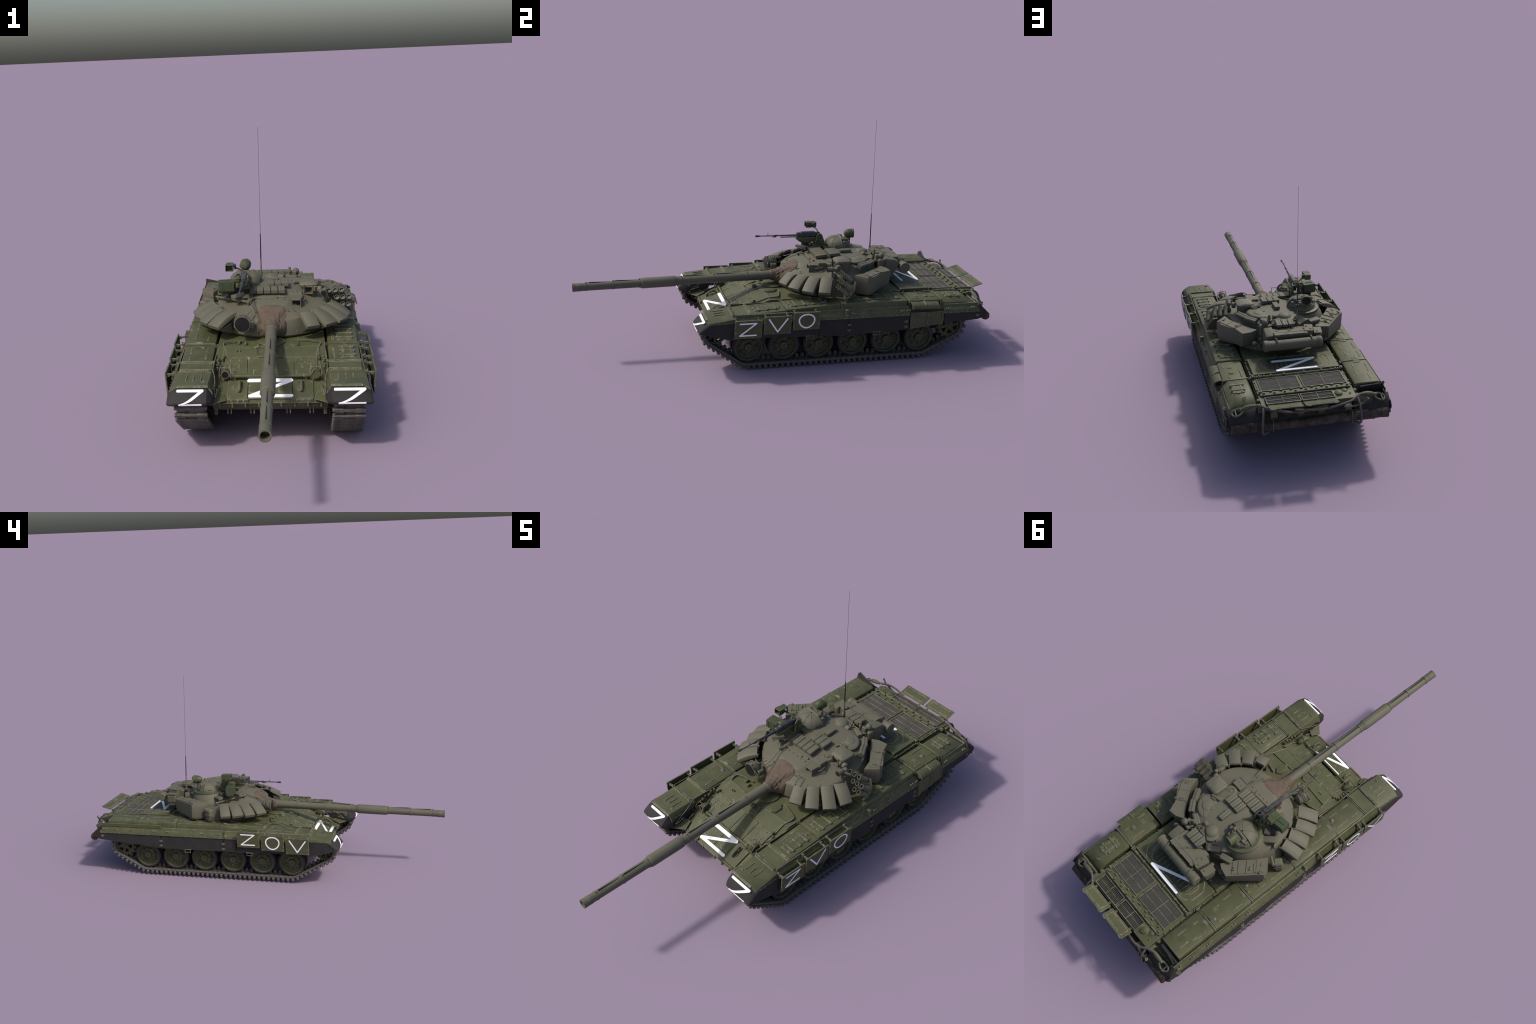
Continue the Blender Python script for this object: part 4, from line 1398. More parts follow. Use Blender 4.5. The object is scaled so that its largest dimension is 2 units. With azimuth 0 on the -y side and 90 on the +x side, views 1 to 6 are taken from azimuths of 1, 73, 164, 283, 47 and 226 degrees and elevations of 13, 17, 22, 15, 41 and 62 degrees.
# front reactive wedges: outer/inner top corners measured as front pair and rear pair
wedges = [((.141, -.051), (.190, -.028), (.112, .007), (.162, .024)), ((.214, -.026), (.256, .013), (.153, .043), (.193, .077)),
          ((.271, .026), (.305, .070), (.191, .084), (.226, .125)), ((.304, .097), (.320, .150), (.219, .133), (.249, .182)),
          ((-.209, -.044), (-.253, -.001), (-.145, .019), (-.186, .058)), ((-.258, .008), (-.292, .055), (-.190, .063), (-.222, .108)),
          ((-.279, .068), (-.316, .121), (-.206, .113), (-.240, .164)), ((-.311, .134), (-.330, .186), (-.234, .168), (-.252, .216))]
for (oa, ob_, ia, ib) in wedges:
    w = Part("reactive_wedge", [KHAKI, KHAKI_DARK], tur_ob, 50)
    zo, zi = .3505, .3915
    oa, ob_, ia, ib = (V((*p, 0)) for p in (oa, ob_, ia, ib))
    secs = []
    n = 7
    for k in range(n + 1):
        t = k / n
        z_ = zo + (zi - zo) * t + .0065 * sin(pi * min(1, t * 1.02)) 
        th = .013 + .006 * sin(pi * t)
        if k == n:
            th -= .004
        p, q = oa.lerp(ia, t), ob_.lerp(ib, t)
        up = V((0, 0, z_))
        e = (q - p).normalized() * .0012
        inn = ((ia - oa) + (ib - ob_)).normalized() * th * .42
        secs.append([p + up - V((0, 0, .0012)), p + e + up, q - e + up, q + up - V((0, 0, .0012)), q + inn + up - V((0, 0, th)), p + inn + up - V((0, 0, th))])
    w.loft(secs)
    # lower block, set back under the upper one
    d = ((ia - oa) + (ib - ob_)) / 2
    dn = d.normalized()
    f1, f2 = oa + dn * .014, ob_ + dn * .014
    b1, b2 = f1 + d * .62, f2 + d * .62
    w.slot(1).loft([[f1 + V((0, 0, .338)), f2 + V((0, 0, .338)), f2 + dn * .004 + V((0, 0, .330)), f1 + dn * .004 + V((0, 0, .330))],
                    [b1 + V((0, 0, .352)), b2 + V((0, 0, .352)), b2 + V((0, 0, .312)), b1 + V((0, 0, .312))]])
    w.slot(0)
    for p in (ia, ib):
        w.sphere(p + (ctr - p).normalized() * .006 + V((0, 0, .389)) - (ctr.z * V((0, 0, 1))), .0042, n=8, m=5)
        w.cyl(p + V((0, 0, .375)) + dn * .004, p + V((0, 0, .389)) + dn * .004, .0026, n=8)
    w.build()

# roof reactive blocks: (x, y, z top centre, yaw, pitch, roll)
def era_block(c, size=(.026, .056, .0135), yaw=0.0, pitch=0.0, roll=0.0, mat=KHAKI):
    b = Part("reactive_block", [mat, KHAKI_DARK], tur_ob)
    R = Matrix.Rotation(radians(yaw), 3, 'Z') @ Matrix.Rotation(radians(pitch), 3, 'X') @ Matrix.Rotation(radians(roll), 3, 'Y')
    sx, sy, sz = size
    c = V(c) - R @ V((0, 0, sz / 2))
    # two rounded lobes over a plain box
    n = 12
    ring = []
    for k in range(n + 1):
        t = k / n
        x = -sx / 2 + sx * t
        z_ = sz / 2 - .0022 * abs(cos(2 * pi * t)) ** 6 * (0.5 if k == n // 2 else 1)
        ring.append((x, z_))
    ring += [(sx / 2, -sz / 2), (-sx / 2, -sz / 2)]
    secs = []
    for y, k in ((-sy / 2, .93), (-sy / 2 + .002, 1), (sy / 2 - .002, 1), (sy / 2, .93)):
        secs.append([c + R @ V((x * k, y, z_ * k)) for x, z_ in ring])
    b.loft(secs)
    b.slot(1)
    for yy_ in (-sy * .3, sy * .3):
        b.cyl(c + R @ V((0, yy_, -sz / 2 - .014)), c + R @ V((0, yy_, -sz / 2)), .002, n=6)
    b.build()
for k in range(5):
    x = .039 - .0295 * k
    era_block((x, .184, .447), yaw=2, pitch=5, size=(.0265, .058, .0145), mat=KHAKI if k < 4 else KHAKI_DARK)  # last block same khaki, darkened to show the shade falling on it
for k in range(3):
    era_block((.054 - .0293 * k, .246, .458), yaw=1, pitch=2, size=(.0265, .054, .0145))
era_block((.0095, .318, .459), size=(.025, .056, .0145), yaw=2)
for k in range(3):
    era_block((.036 - .0285 * k, .482 - .0 * k, .447), size=(.0255, .052, .014), yaw=-2, pitch=-4)
era_block((.182, .352, .438), size=(.024, .060, .020), yaw=34, roll=22, pitch=0)
era_block((.148, .400, .438), size=(.024, .060, .020), yaw=42, roll=16)
era_block((.080, .424, .439), size=(.024, .052, .015), yaw=66, roll=0)
era_block((-.078, .452, .428), size=(.024, .054, .015), yaw=-48, roll=-14)
era_block((-.145, .438, .424), size=(.026, .054, .016), yaw=-70, roll=-12)
for c, yw, m in (((-.200, .236, .426), -44, KHAKI), ((-.178, .182, .434), -40, KHAKI_DARK), ((-.140, .140, .437), -36, KHAKI)):
    era_block(c, size=(.028, .056, .015), yaw=yw, roll=-16, pitch=-4, mat=m)

# commander's cupola
cu = Part("commander_cupola", [KHAKI, OLIVE, BLACK, KHAKI_DARK], tur_ob)
cc = V((-.113, .317, 0))
cu.slot(1).lathe(cc, (0, 0, 1), [(.066, .430), (.0835, .430), (.0845, .432), (.0840, .438), (.0800, .4405), (.068, .4405), (.066, .439)], 56).slot(0)
cu.lathe(cc, (0, 0, 1), [(.067, .434), (.067, .444), (.0655, .450), (.0625, .459), (.055, .468), (.040, .474), (0, .476)], 48)
secs = []
for k in range(11):
    a = radians(-90 + 180 * k / 10)
    ring = []
    for j in range(9):
        e = radians(2 + 86 * j / 8)
        r = .0675 * cos(e) ** .72
        ring.append(cc + V((r * sin(a), -r * cos(a) + .004, .446 + .0415 * sin(e))))
    secs.append(ring + [cc + V((0, .004, .44))])
cu.loft(secs, cap=True)
# hood lip, seams and the hatch lid behind it
cu.tube([cc + V((.0675 * cos(e) ** .72 * w, .006, .446 + .0415 * sin(e))) for w, e in [(-1, radians(4 + 86 * j / 7)) for j in range(8)] + [(1, radians(90 - 86 * j / 7)) for j in range(8)]], .0022, 6)
for a in (-42, 12, 48):
    r_ = Matrix.Rotation(radians(a), 3, 'Z')
    cu.tube([cc + r_ @ V((0, .004 - .0680 * cos(radians(e)) ** .72, .4465 + .0415 * sin(radians(e)))) for e in (8, 25, 45, 65, 82)], .0016, 6)
cu.lathe(cc + V((0, .032, 0)), (0, 0, 1), [(.036, .466), (.036, .476), (.032, .4795), (0, .4805)], 28, squash=.75)
for x, y, h_ in ((-.05, .022, .474), (.048, .024, .474), (-.03, .050, .470), (.030, .051, .470), (.0, .056, .469)):
    cu.box(cc + V((x, y, h_ - .006)), (.018, .012, .014), .002, Matrix.Rotation(atan2(y, x) - pi / 2, 3, 'Z'))
cu.slot(2)
for a in (-68, 18, 75, 128, -130):
    r_ = Matrix.Rotation(radians(a), 3, 'Z')
    cu.box(cc + r_ @ V((0, -.060, .452)), (.022, .010, .006), .0015, r_)
cu.slot(0)
cu.cyl(cc + V((.034, .012, .480)), cc + V((-.040, .018, .480)), .0085, n=12, bev=.001)
cu.cyl(cc + V((.030, .006, .478)), cc + V((.030, .026, .478)), .011, n=12, bev=.001)
cu.cyl(cc + V((-.034, .012, .478)), cc + V((-.036, .034, .476)), .010, n=12, bev=.001)
for k in range(7):
    cu.sphere(cc + V((.030 - .008 * k, .032 + .004 * (k % 3), .479)), .0045 + .001 * (k % 2), n=8, m=4)
cu.prism([cc + V((-.045, .022, .470)), cc + V((-.005, .038, .474)), cc + V((-.012, .054, .466)), cc + V((-.040, .045, .464))], (0, 0, .007), .002)
cu_ob = cu.build()
li = Part("infrared_lamp", [OLIVE, BLACK], cu_ob)
c = V((-.1195, .372, .5005))
li.lathe(c, (0.05, 1, -.02), [(0, -.020), (.012, -.017), (.0185, -.008), (.0215, .004), (.0222, .022), (.0240, .024), (.0240, .028), (.0205, .028), (.019, .024)], 28)
li.slot(1).lathe(c, (0.05, 1, -.02), [(.0195, .022), (.0195, .0245), (0, .0245)], 28).slot(0)
li.tube([c + V((.0235 * cos(t), .012, .0235 * sin(t))) for t in [pi * (1 + k / 12) for k in range(13)]], .002, 6)
li.cyl(c + V((0, .004, -.040)), c + V((0, .006, -.022)), .005, n=10)
li.box(c + V((.0, .006, -.040)), (.018, .012, .010), .002)
li.build()

# anti-aircraft machine gun
mg = Part("machine_gun", [GUNMETAL, OLIVE, CASE, BRASS, BLACK], tur_ob)
gx = lambda y: -.1175 + .02 * (y + .10)
gz = lambda y: .4985 + .012 * max(0, (y - .05)) + .001
bp = lambda y, dx=0, dz=0: V((gx(y) + dx, y, gz(y) + dz))
mg.lathe(bp(.105), bp(-.105) - bp(.105), [(.0042, 0), (.0042, .045), (.0034, .05), (.0032, .10), (.0046, .102), (.0046, .115), (.0030, .118), (.0026, .165), (.0024, .188), (.0042, .192), (.0052, .206), (.0056, .212), (.003, .212)], 12)
mg.cyl(bp(.10, 0, -.009), bp(.02, 0, -.008), .0028, n=8)
mg.slot(3).box(bp(-.012, 0, -.006), (.005, .02, .004), .001).slot(0)
mg.box(bp(-.044, 0, .008), (.0018, .003, .014), .0004)
mg.box(bp(.155, 0, .002), (.018, .108, .020), .002)
mg.box(bp(.160, 0, .013), (.017, .072, .007), .002)
mg.box(bp(.212, 0, -.002), (.012, .022, .014), .002)
mg.cyl(bp(.22, -.010, -.002), bp(.22, .012, -.002), .0035, n=8)
mg.slot(3)
for k in range(5):
    mg.cyl(bp(.120, -.011 - .0042 * k, .004 - .0016 * k), bp(.136, -.011 - .0042 * k, .004 - .0016 * k), .0018, n=6)
mg.slot(1)
mg.box(bp(.150, 0, -.0165), (.024, .10, .012), .002)
mg.prism([bp(.105, -.008, -.022), bp(.20, -.008, -.022), bp(.20, -.008, -.036), bp(.135, -.008, -.037), bp(.112, -.008, -.030)], (.016, 0, 0))
mg.box(bp(.130, .004, -.020), (.020, .045, .008), .003)
mg.prism([bp(.196, .014, -.052), bp(.242, .014, -.052), bp(.242, .014, -.030), bp(.228, .014, .004), bp(.214, .014, .010), bp(.200, .014, -.004)], (.005, 0, 0))
mg.prism([bp(.196, -.020, -.052), bp(.242, -.020, -.052), bp(.242, -.020, -.030), bp(.228, -.020, .004), bp(.214, -.020, .010), bp(.200, -.020, -.004)], (.005, 0, 0))
mg.box(bp(.215, 0, -.056), (.046, .048, .010), .003)
mg.tube(spline([bp(.205, .02, -.02), bp(.192, .026, -.035), bp(.205, .026, -.05)], 4), .003, 8)
mg.box(bp(.225, .022, -.028), (.008, .02, .02), .002)
mg.cyl(bp(.22, 0, -.072), bp(.22, 0, -.05), .018, n=14)
mg.cyl(bp(.215, -.035, -.010), bp(.215, -.018, -.010), .010, n=12)
mg.tube(spline([bp(.20, -.03, -.01), bp(.18, -.04, -.03), bp(.185, -.04, -.055), bp(.215, -.03, -.062)], 4), .004, 8)
mg.box(bp(.175, -.030, -.012), (.030, .045, .022), .006)
# sight on its stalk
mg.tube([bp(.215, -.004, .01), bp(.208, -.026, .024), bp(.20, -.040, .030)], .0032, 8)
s0 = V((-.172, .190, .537))
mg.box(s0 + V((0, .012, 0)), (.030, .030, .026), .002)
for dx, dz, sx, sz in ((0, .0125, .032, .002), (0, -.0125, .032, .002), (.015, 0, .002, .026), (-.015, 0, .002, .026)):
    mg.box(s0 + V((dx, -.014, dz)), (sx, .026, sz), .0005)
mg.slot(0).cyl(s0 + V((.016, .010, .004)), s0 + V((.026, .010, .004)), .007, n=10)
mg.cyl(s0 + V((.018, .012, -.008)), s0 + V((.026, .012, -.008)), .005, n=10)
# ammunition case
mg.slot(2)
ca = V((-.184, .165, .463))
ry = Matrix.Rotation(radians(8), 3, 'Z')
mg.loft([[ca + ry @ V((x, y, z_)) for y, z_ in ((-.024, -.016), (-.016, -.025), (.016, -.025), (.024, -.016), (.024, .020), (-.024, .020))] for x in (-.034, .026)])
mg.box(ca + ry @ V((-.004, 0, .021)), (.058, .046, .003), .001, ry)
mg.box(ca + ry @ V((-.006, 0, .0235)), (.036, .004, .003), .001, ry)
for x in (-.02, .012):
    mg.box(ca + ry @ V((x, -.0245, .0)), (.003, .002, .036), .0006, ry)
mg.build()
pl = Part("vision_block_cover", KHAKI_DARK, tur_ob)
pl.box((-.160, .215, .432), (.030, .050, .012), .003, Euler((0, radians(-12), radians(38))).to_matrix())
pl.box((-.110, .205, .438), (.05, .012, .03), .003, Euler((radians(30), 0, radians(20))).to_matrix())
pl.build()

# gunner's hatch and loader-side blower
ha = Part("gunner_hatch", KHAKI, tur_ob)
ha.lathe((.095, .346, .4285), (.0, 0, 1), [(.062, 0), (.062, .006), (.058, .009), (.050, .0105), (0, .011)], 40, up=(.6, .8, 0), squash=.80)
ha.lathe((.101, .349, .434), (0, 0, 1), [(.0255, 0), (.0255, .005), (.022, .0075), (.012, .009), (0, .009)], 28)
ha.box((.078, .338, .440), (.012, .020, .006), .002, Matrix.Rotation(radians(35), 3, 'Z'))
ha.lathe((.060, .320, .431), (0, 0, 1), [(.018, 0), (.017, .005), (.010, .007), (0, .0072)], 20)
ha.cyl((.128, .300, .442), (.085, .290, .442), .0058, n=10, bev=.001)
ha.cyl((.120, .308, .440), (.098, .304, .440), .0052, n=10, bev=.001)
for k in range(5):
    ha.cyl((.126 - .010 * k, .2995 - .0023 * k, .442), (.122 - .010 * k, .2985 - .0023 * k, .442), .0078, n=10)
ha.box((.088, .285, .440), (.012, .018, .012), .002, Matrix.Rotation(radians(35), 3, 'Z'))
for a in range(6):
    ha.bolt((.095 + .052 * cos(a * 1.05), .346 + .042 * sin(a * 1.05), .436), (0, 0, 1), .0022, .002)
ha.build()
bl = Part("ventilator", KHAKI, tur_ob)
bl.lathe((-.010, .410, .430), (0, 0, 1), [(.048, 0), (.046, .006), (.036, .008), (.031, .010)] + [(.030 * cos(t), .010 + .014 * sin(t)) for t in (.2, .5, .8, 1.1, 1.35)] + [(0, .024)], 32)
bl.cyl((.020, .408, .436), (.045, .406, .436), .012, n=14, bev=.002)
bl.tube(spline([(-.03, .44, .434), (.01, .448, .438), (.04, .442, .436)], 4), .003, 8)
bl.tube(spline([(.034, .430, .436), (.05, .440, .436), (.07, .436, .436)], 4), .003, 8)
bl.lathe((-.058, .424, .424), (0, 0, 1), [(.014, 0), (.014, .003), (.010, .003), (.010, 0)], 18)
bl.lathe((-.058, .424, .424), (0, 0, 1), [(.004, 0), (.003, .014), (0, .018)], 8)
bl.build()

# sights
st = Part("gunner_sight", [KHAKI, BLACK, KHAKI_DARK], tur_ob)
def rrect(x0, x1, y0, y1, r, z, n=4):
    P = []
    for cx, cy, a0 in ((x1 - r, y1 - r, 0), (x0 + r, y1 - r, pi / 2), (x0 + r, y0 + r, pi), (x1 - r, y0 + r, 1.5 * pi)):
        for k in range(n + 1):
            a = a0 + pi / 2 * k / n
            P.append(V((cx + r * cos(a), cy + r * sin(a), z)))
    return P
def rot_about(P, c, ang):
    R = Matrix.Rotation(radians(ang), 3, 'Z')
    return [V((c[0], c[1], 0)) + R @ (p - V((c[0], c[1], 0))) for p in P]
c1 = (.151, .254)
st.loft([rot_about(rrect(.118, .184, .228, .290, .018, z_), c1, 0) for z_ in (.385, .440, .444)])
st.loft([rot_about(rrect(.112, .190, .216, .294, .016, .443), c1, 0), rot_about(rrect(.111, .191, .215, .295, .016, .447), c1, 0),
         rot_about(rrect(.112, .190, .218, .292, .018, .454), c1, 0), rot_about(rrect(.120, .180, .226, .284, .016, .459), c1, 0)])
for x, y in ((.125, .23), (.176, .23), (.127, .275), (.172, .278), (.15, .285)):
    st.slot(1).bolt((x, y, .4575), (0, 0, 1), .0022, .0016)
st.slot(1).lathe((.149, .2275, .433), (0, -1, 0), [(.0115, 0), (.0115, .002), (0, .002)], 20, squash=1.35)
st.slot(0)
for dx in (-.0175, .0175):
    st.box((.149 + dx, .220, .432), (.004, .020, .038), .001)
st.box((.149, .218, .412), (.042, .014, .004), .001)
st.lathe((.186, .226, .428), (1, -.2, 0), [(.012, 0), (.014, .003), (.014, .016), (.010, .020), (0, .021)], 16)
st.box((.172, .222, .430), (.016, .02, .02), .003)
st.tube([(.120, .222, .440), (.185, .214, .440)], .003, 8)
# day sight housing with open hood
st.prism([(.068, .148, .385), (.123, .148, .385), (.123, .187, .385), (.067, .187, .385)], (0, 0, .045), .003)
for x, y in ((.085, .170), (.104, .163)):
    st.slot(1).bolt((x, y, .4295), (0, 0, 1), .0020, .0014)
st.slot(0)
hood = [(.080, .104), (.117, .104), (.119, .140), (.079, .140)]
st.prism([(x, y, .4135) for x, y in hood], (0, 0, .006), .0015)
st.box((.0985, .146, .400), (.040, .02, .034), .002)
for x in (.081, .116):
    st.prism([(x - .0015, .104, .378), (x + .0015, .104, .378), (x + .0015, .142, .378), (x - .0015, .142, .378)], (0, 0, .038))
    st.prism([(x - .0015, .082, .388), (x + .0015, .082, .388), (x + .0015, .106, .388)], (0, 0, .02)) if False else None
st.slot(1).box((.0985, .1345, .401), (.030, .006, .022), .001).slot(0)
st.box((.0985, .125, .387), (.034, .035, .004), .001)
st.lathe((.096, .215, .413), (0, 0, 1), [(.030, 0), (.027, .008), (.018, .011), (.013, .011), (.012, .008), (.010, .008), (.009, .012), (0, .013)], 24)
st.tube([(.130, .168, .410), (.135, .146, .408), (.128, .132, .404)], .0028, 6)
st.build()
ir = Part("aiming_lamp", [KHAKI, BLACK], tur_ob)
c = V((.2105, .170, .4255))
ir.lathe(c + V((0, .032, 0)), (0, -1, 0), [(.007, 0), (.0105, .004), (.0118, .010), (.0118, .031), (.0135, .032), (.0135, .036), (.0112, .036)], 22)
ir.slot(1).lathe(c + V((0, -.0042, 0)), (0, -1, 0), [(.0112, 0), (.0112, .002), (0, .0025)], 20).slot(0)
ir.sphere((.216, .207, .4285), .0105, n=14, m=8)
ir.lathe((.200, .190, .428), (-.75, -.65, 0), [(.010, 0), (.010, .003), (0, .004)], 18)
ir.cyl((.212, .19, .388), (.212, .19, .422), .004, n=8)
ir.sphere((.228, .196, .402), .006, n=8, m=5)
ir.box((.215, .20, .395), (.02, .02, .02), .003)
ir.tube(spline([(.225, .21, .42), (.235, .235, .41), (.245, .25, .385), (.24, .27, .36)], 5), .0018, 6)
ir.build()

# smoke grenade tubes
dirv = V((.008, .041, -.033)).normalized()
sm = Part("smoke_launcher_bracket", [KHAKI], tur_ob)
sm.tube([(.300, .275, .392), (.322, .262, .362), (.324, .236, .325), (.318, .218, .318)], .006, 8)
sm.prism([(.262, .245, .385), (.305, .272, .395), (.326, .258, .362), (.326, .232, .322), (.29, .225, .318), (.262, .240, .35)], (-.006, .006, -.004))
sm.tube([(.262, .25, .385), (.228, .26, .380)], .007, 8)
sm.tube([(.285, .245, .35), (.236, .25, .345)], .007, 8)
sm.build()
tube0 = None
mouths = [(.234, .218, .4235), (.2595, .218, .4242), (.286, .218, .4252), (.266, .2045, .3975), (.290, .205, .398), (.316, .2055, .399), (.288, .192, .372), (.312, .193, .3705)]
for i, mo in enumerate(mouths):
    if tube0 is None:
        t = Part("smoke_tube", [KHAKI, BLACK])
        t.lathe((0, 0, 0), (0, 0, 1), [(.0084, .010), (.0086, 0), (.0104, 0), (.0106, .002), (.0096, .008), (.0094, .030), (.0108, .036), (.0112, .050), (.0085, .054), (0, .054)], 20)
        t.slot(1).lathe((0, 0, .008), (0, 0, 1), [(.0086, 0), (0, .0005)], 20)
        tube0 = t.build(tur_ob)
        tube0.location = mo
        tube0.rotation_euler = frame(dirv).to_euler()
    else:
        copy(tube0, mo)

# stowage bins round the turret
def bin_loft(name, top, z0, z1, shrink=.94, drop=.008):
    b = Part(name, [KHAKI, KHAKI_DARK], tur_ob)
    c = sum((V((*p, 0)) for p in top), V()) / len(top)
    sc = lambda k, z_: [c + (V((*p, 0)) - c) * k + V((0, 0, z_)) for p in top]
    low = lambda k, d: [q + V((0, 0, max(0, (q.y - .30)) * .13 + d)) for q in sc(k, z0)]
    b.loft([low(shrink - .10, -.002), low(shrink - .02, .004), low(shrink + .02, .016), sc(1, z1 - .022), sc(1, z1 - .004), sc(.985, z1)])
    return b
def lid(b, quad, z_, h=.003):
    b.prism([(x, y, z_ - .001) for x, y in quad], (0, 0, h + .001), .001)
def latch(b, x, y, z_, yaw=0):
    R = Matrix.Rotation(radians(yaw), 3, 'Z')
    b.box((x, y, z_), (.004, .018, .004), .001, R)
    b.box(V((x, y, z_ + .001)) + R @ V((0, .006, 0)), (.010, .005, .004), .001, R)
b = bin_loft("side_bin", [(.251, .287), (.297, .336), (.285, .372), (.222, .440), (.203, .486), (.163, .480), (.131, .461), (.185, .397), (.232, .340)][::-1], .312, .4065)
lid(b, [(.254, .314), (.293, .341), (.228, .431), (.190, .400)], .4065)
for t in (.05, .5, .95):
    p, q = V((.254, .314, 0)).lerp(V((.190, .400, 0)), t), V((.293, .341, 0)).lerp(V((.228, .431, 0)), t)
    b.box(((p + q) / 2) + V((0, 0, .410)), ((q - p).length, .003, .002), .0006, Matrix.Rotation(atan2((q - p).y, (q - p).x), 3, 'Z'))
for x, y in ((.262, .338), (.215, .405), (.285, .352), (.232, .424)):
    latch(b, x, y, .411, -38)
b.build()
b = bin_loft("side_bin", [(-.253, .290), (-.297, .330), (-.306, .358), (-.290, .375), (-.240, .440), (-.203, .489), (-.160, .480), (-.141, .470), (-.175, .405), (-.222, .345)], .310, .404)
lid(b, [(-.252, .306), (-.296, .352), (-.214, .462), (-.172, .425)], .404)
for t in (.25, .55, .8):
    p, q = V((-.252, .306, 0)).lerp(V((-.172, .425, 0)), t), V((-.296, .352, 0)).lerp(V((-.214, .462, 0)), t)
    b.box(((p + q) / 2) + V((0, 0, .4085)), ((q - p).length, .004, .003), .0008, Matrix.Rotation(atan2((q - p).y, (q - p).x), 3, 'Z'))
lid(b, [(-.257, .325), (-.290, .355), (-.268, .385), (-.238, .358)], .407, .003)
for x, y in ((-.262, .335), (-.285, .362), (-.245, .385), (-.20, .44)):
    latch(b, x, y, .4105, 40)
b.build()
# small case ahead of the right bin
b = Part("cable_case", [KHAKI, KHAKI_DARK], tur_ob)
R = Matrix.Rotation(radians(58), 3, 'Z')
b.box((-.287, .262, .353), (.040, .036, .048), .006, R)
b.slot(1).box((-.292, .263, .322), (.034, .034, .022), .004, R).slot(0)
b.box((-.287, .262, .345), (.043, .039, .006), .001, R)
b.tube([(-.25, .27, .37), (-.29, .29, .375)], .007, 8)
b.build()
# rear bin with lid, side boxes and snorkel tube
b = Part("rear_bin", [KHAKI, KHAKI_DARK], tur_ob)
b.loft([[(x, .482, .345), (x, .482, .415), (x, .505, .4245), (x, .530, .4255), (x, .574, .4265), (x, .5765, .4235), (x, .572, .405), (x, .560, .392), (x, .545, .345)] for x in (-.082, .074)])
b.loft([[(x, .470, .340), (x, .496, .426 + d), (x, .502, .434 + d), (x, .545, .428 + d), (x, .562, .420 + d), (x, .563, .412 + d), (x, .553, .375), (x, .530, .34)] for x, d in ((.072, 0), (.102, 0), (.110, -.003), (.112, -.010))])
b.prism([(-.079, .528, .4245), (.074, .530, .4255), (.075, .577, .4265), (-.079, .577, .4255)], (0, 0, .0042), .001)
for x in (-.072, .0, .058):
    b.box((x, .577, .424), (.010, .005, .012), .001)
    b.box((x, .533, .4305), (.012, .010, .003), .001)
b.box((0, .555, .4300), (.148, .003, .002), .0006)
R1 = Matrix.Rotation(radians(-12), 3, 'Z')
b.box((-.092, .533, .388), (.036, .062, .082), .005, R1)
b.box((-.092, .533, .4305), (.039, .064, .004), .001, R1)
R2 = Matrix.Rotation(radians(-8), 3, 'Z')
b.box((-.136, .532, .386), (.036, .058, .052), .012, R2)
b.box((-.136, .532, .358), (.028, .046, .030), .010, R2)
b.box((-.136, .532, .4135), (.037, .059, .004), .001, R2)
for x, y in ((-.085, .52), (-.098, .55), (-.13, .545)):
    b.box((x, y, .434 if x > -.11 else .417), (.010, .006, .003), .001)
# bundles and hoses hanging in the gaps between the bins and the turret wall
nb = random.Random(4)
for k in range(9):
    t = k / 8
    p = V((-.105, .49, .36)).lerp(V((-.185, .475, .345)), t)
    b.sphere(p + V((nb.uniform(-.006, .006), nb.uniform(-.006, .006), nb.uniform(-.02, .02))), nb.uniform(.010, .016), (nb.uniform(-.4, .4), nb.uniform(-.4, .4), 1), 12, 6, .8)
for k in range(6):
    t = k / 5
    p = V((.105, .495, .37)).lerp(V((.150, .490, .35)), t)
    b.sphere(p + V((nb.uniform(-.005, .005), nb.uniform(-.005, .005), nb.uniform(-.02, .02))), nb.uniform(.009, .014), (nb.uniform(-.4, .4), nb.uniform(-.4, .4), 1), 12, 6, .8)
b.build()
sn = Part("snorkel_tube", [KHAKI, KHAKI_DARK], tur_ob)
a, c_ = V((.128, .593, .388)), V((-.140, .597, .391))
L = (c_ - a).length
sn.lathe(a, c_ - a, [(0, 0), (.0235, 0), (.0258, .002), (.0258, .020), (.0232, .022), (.0232, L - .026), (.0250, L - .025), (.0250, L - .021), (.0235, L - .020), (.0250, L - .016), (.0250, L - .010), (.0235, L - .009), (.0235, L - .004), (.020, L), (0, L)], 32)
for x in (.075, -.085):
    sn.tube(spline([(x, .568, .405), (x - .004, .585, .418), (x - .006, .600, .416), (x - .006, .610, .408)], 4), .0035, 8)
    sn.box((x, .566, .392), (.012, .02, .02), .002)
sn.cyl((-.04, .618, .392), (-.11, .619, .393), .0022, n=8)
sn.build()
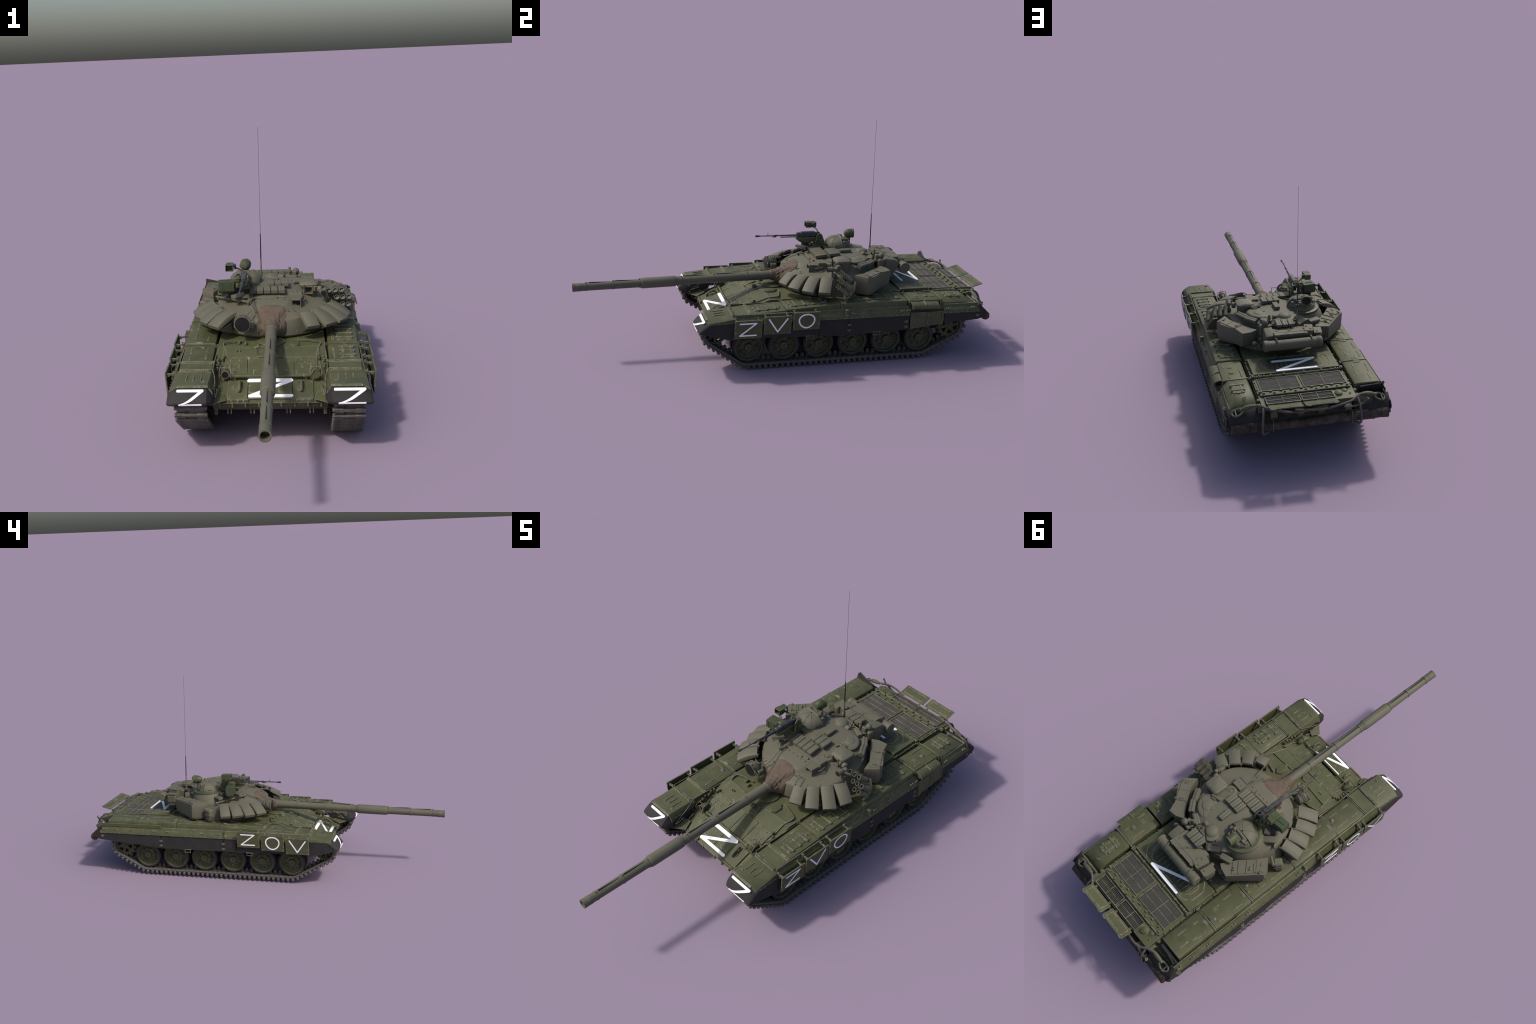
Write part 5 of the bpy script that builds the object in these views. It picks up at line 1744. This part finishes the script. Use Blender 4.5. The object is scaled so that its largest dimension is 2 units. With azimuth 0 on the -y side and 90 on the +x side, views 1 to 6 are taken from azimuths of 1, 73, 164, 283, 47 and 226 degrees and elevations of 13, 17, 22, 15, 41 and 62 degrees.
# periscope and dome post behind the gunner
pe = Part("wind_sensor", [KHAKI, BLACK], tur_ob)
pe.cyl((.086, .455, .415), (.086, .455, .428), .020, n=18, bev=.003)
pe.box((.088, .456, .440), (.026, .018, .024), .003)
for dx in (-.006, .006):
    pe.slot(1).box((.088 + dx, .4655, .441), (.008, .002, .014), .0006).slot(0)
pe.lathe((.071, .447, .42), (0, 0, 1), [(.004, 0), (.004, .026), (.008, .028), (.008, .036), (.006, .038), (.0055, .050), (0, .052)], 14)
pe.sphere((.098, .474, .446), .015, n=18, m=10)
pe.cyl((.098, .474, .40), (.098, .474, .435), .010, n=12)
pe.box((.112, .47, .410), (.022, .03, .05), .006)
pe.box((.078, .474, .424), (.02, .02, .016), .003)
for k in range(5):
    pe.sphere((.055 - .012 * k, .468 + .004 * (k % 2), .43), .006, n=8, m=5)
pe.build()
# whip antenna
an = Part("antenna", [KHAKI, BLACK, RODMAT], tur_ob)
A0, A1, A2, A3 = V((-.055, .473, .415)), V((-.0548, .4705, .503)), V((-.0540, .4665, .618)), V((-.0520, .4545, 1.0835))
an.tube([V((-.055, .473, .405)), A0, V((-.055, .4728, .44)), V((-.0549, .4715, .452)), A1], [.0065, .0055, .0055, .0036, .0026], 10)
an.lathe((-.055, .473, .41), (0, 0, 1), [(.010, 0), (.010, .004), (.006, .007), (0, .007)], 14)
an.slot(1).tube([A1, A1.lerp(A2, .5), A2], [.0027, .0025, .0020], 8)
an.slot(2).tube([A2, A2.lerp(A3, .5), A3], [.0009, .0007, .0006], 6)
an.build()
# grab rails and loose wire below the right bin
gr = Part("hand_rail", [KHAKI], tur_ob)
for y0, x0 in ((.335, -.275), (.385, -.25), (.44, -.215)):
    gr.tube(spline([(x0, y0, .312), (x0 - .035, y0 + .012, .306), (x0 - .038, y0 + .042, .306), (x0 - .012, y0 + .048, .31)], 5), .0013, 6)
gr.build()

# ================================================================ place in the frame
for ob in bpy.data.objects:
    if "_o" in ob:
        del ob["_o"]
ROOT.location = (-.005, 0, .0047)
ROOT.rotation_euler = (Matrix.Rotation(radians(-2.2), 3, 'Z') @ Matrix.Rotation(radians(.8), 3, 'Y')).to_euler()
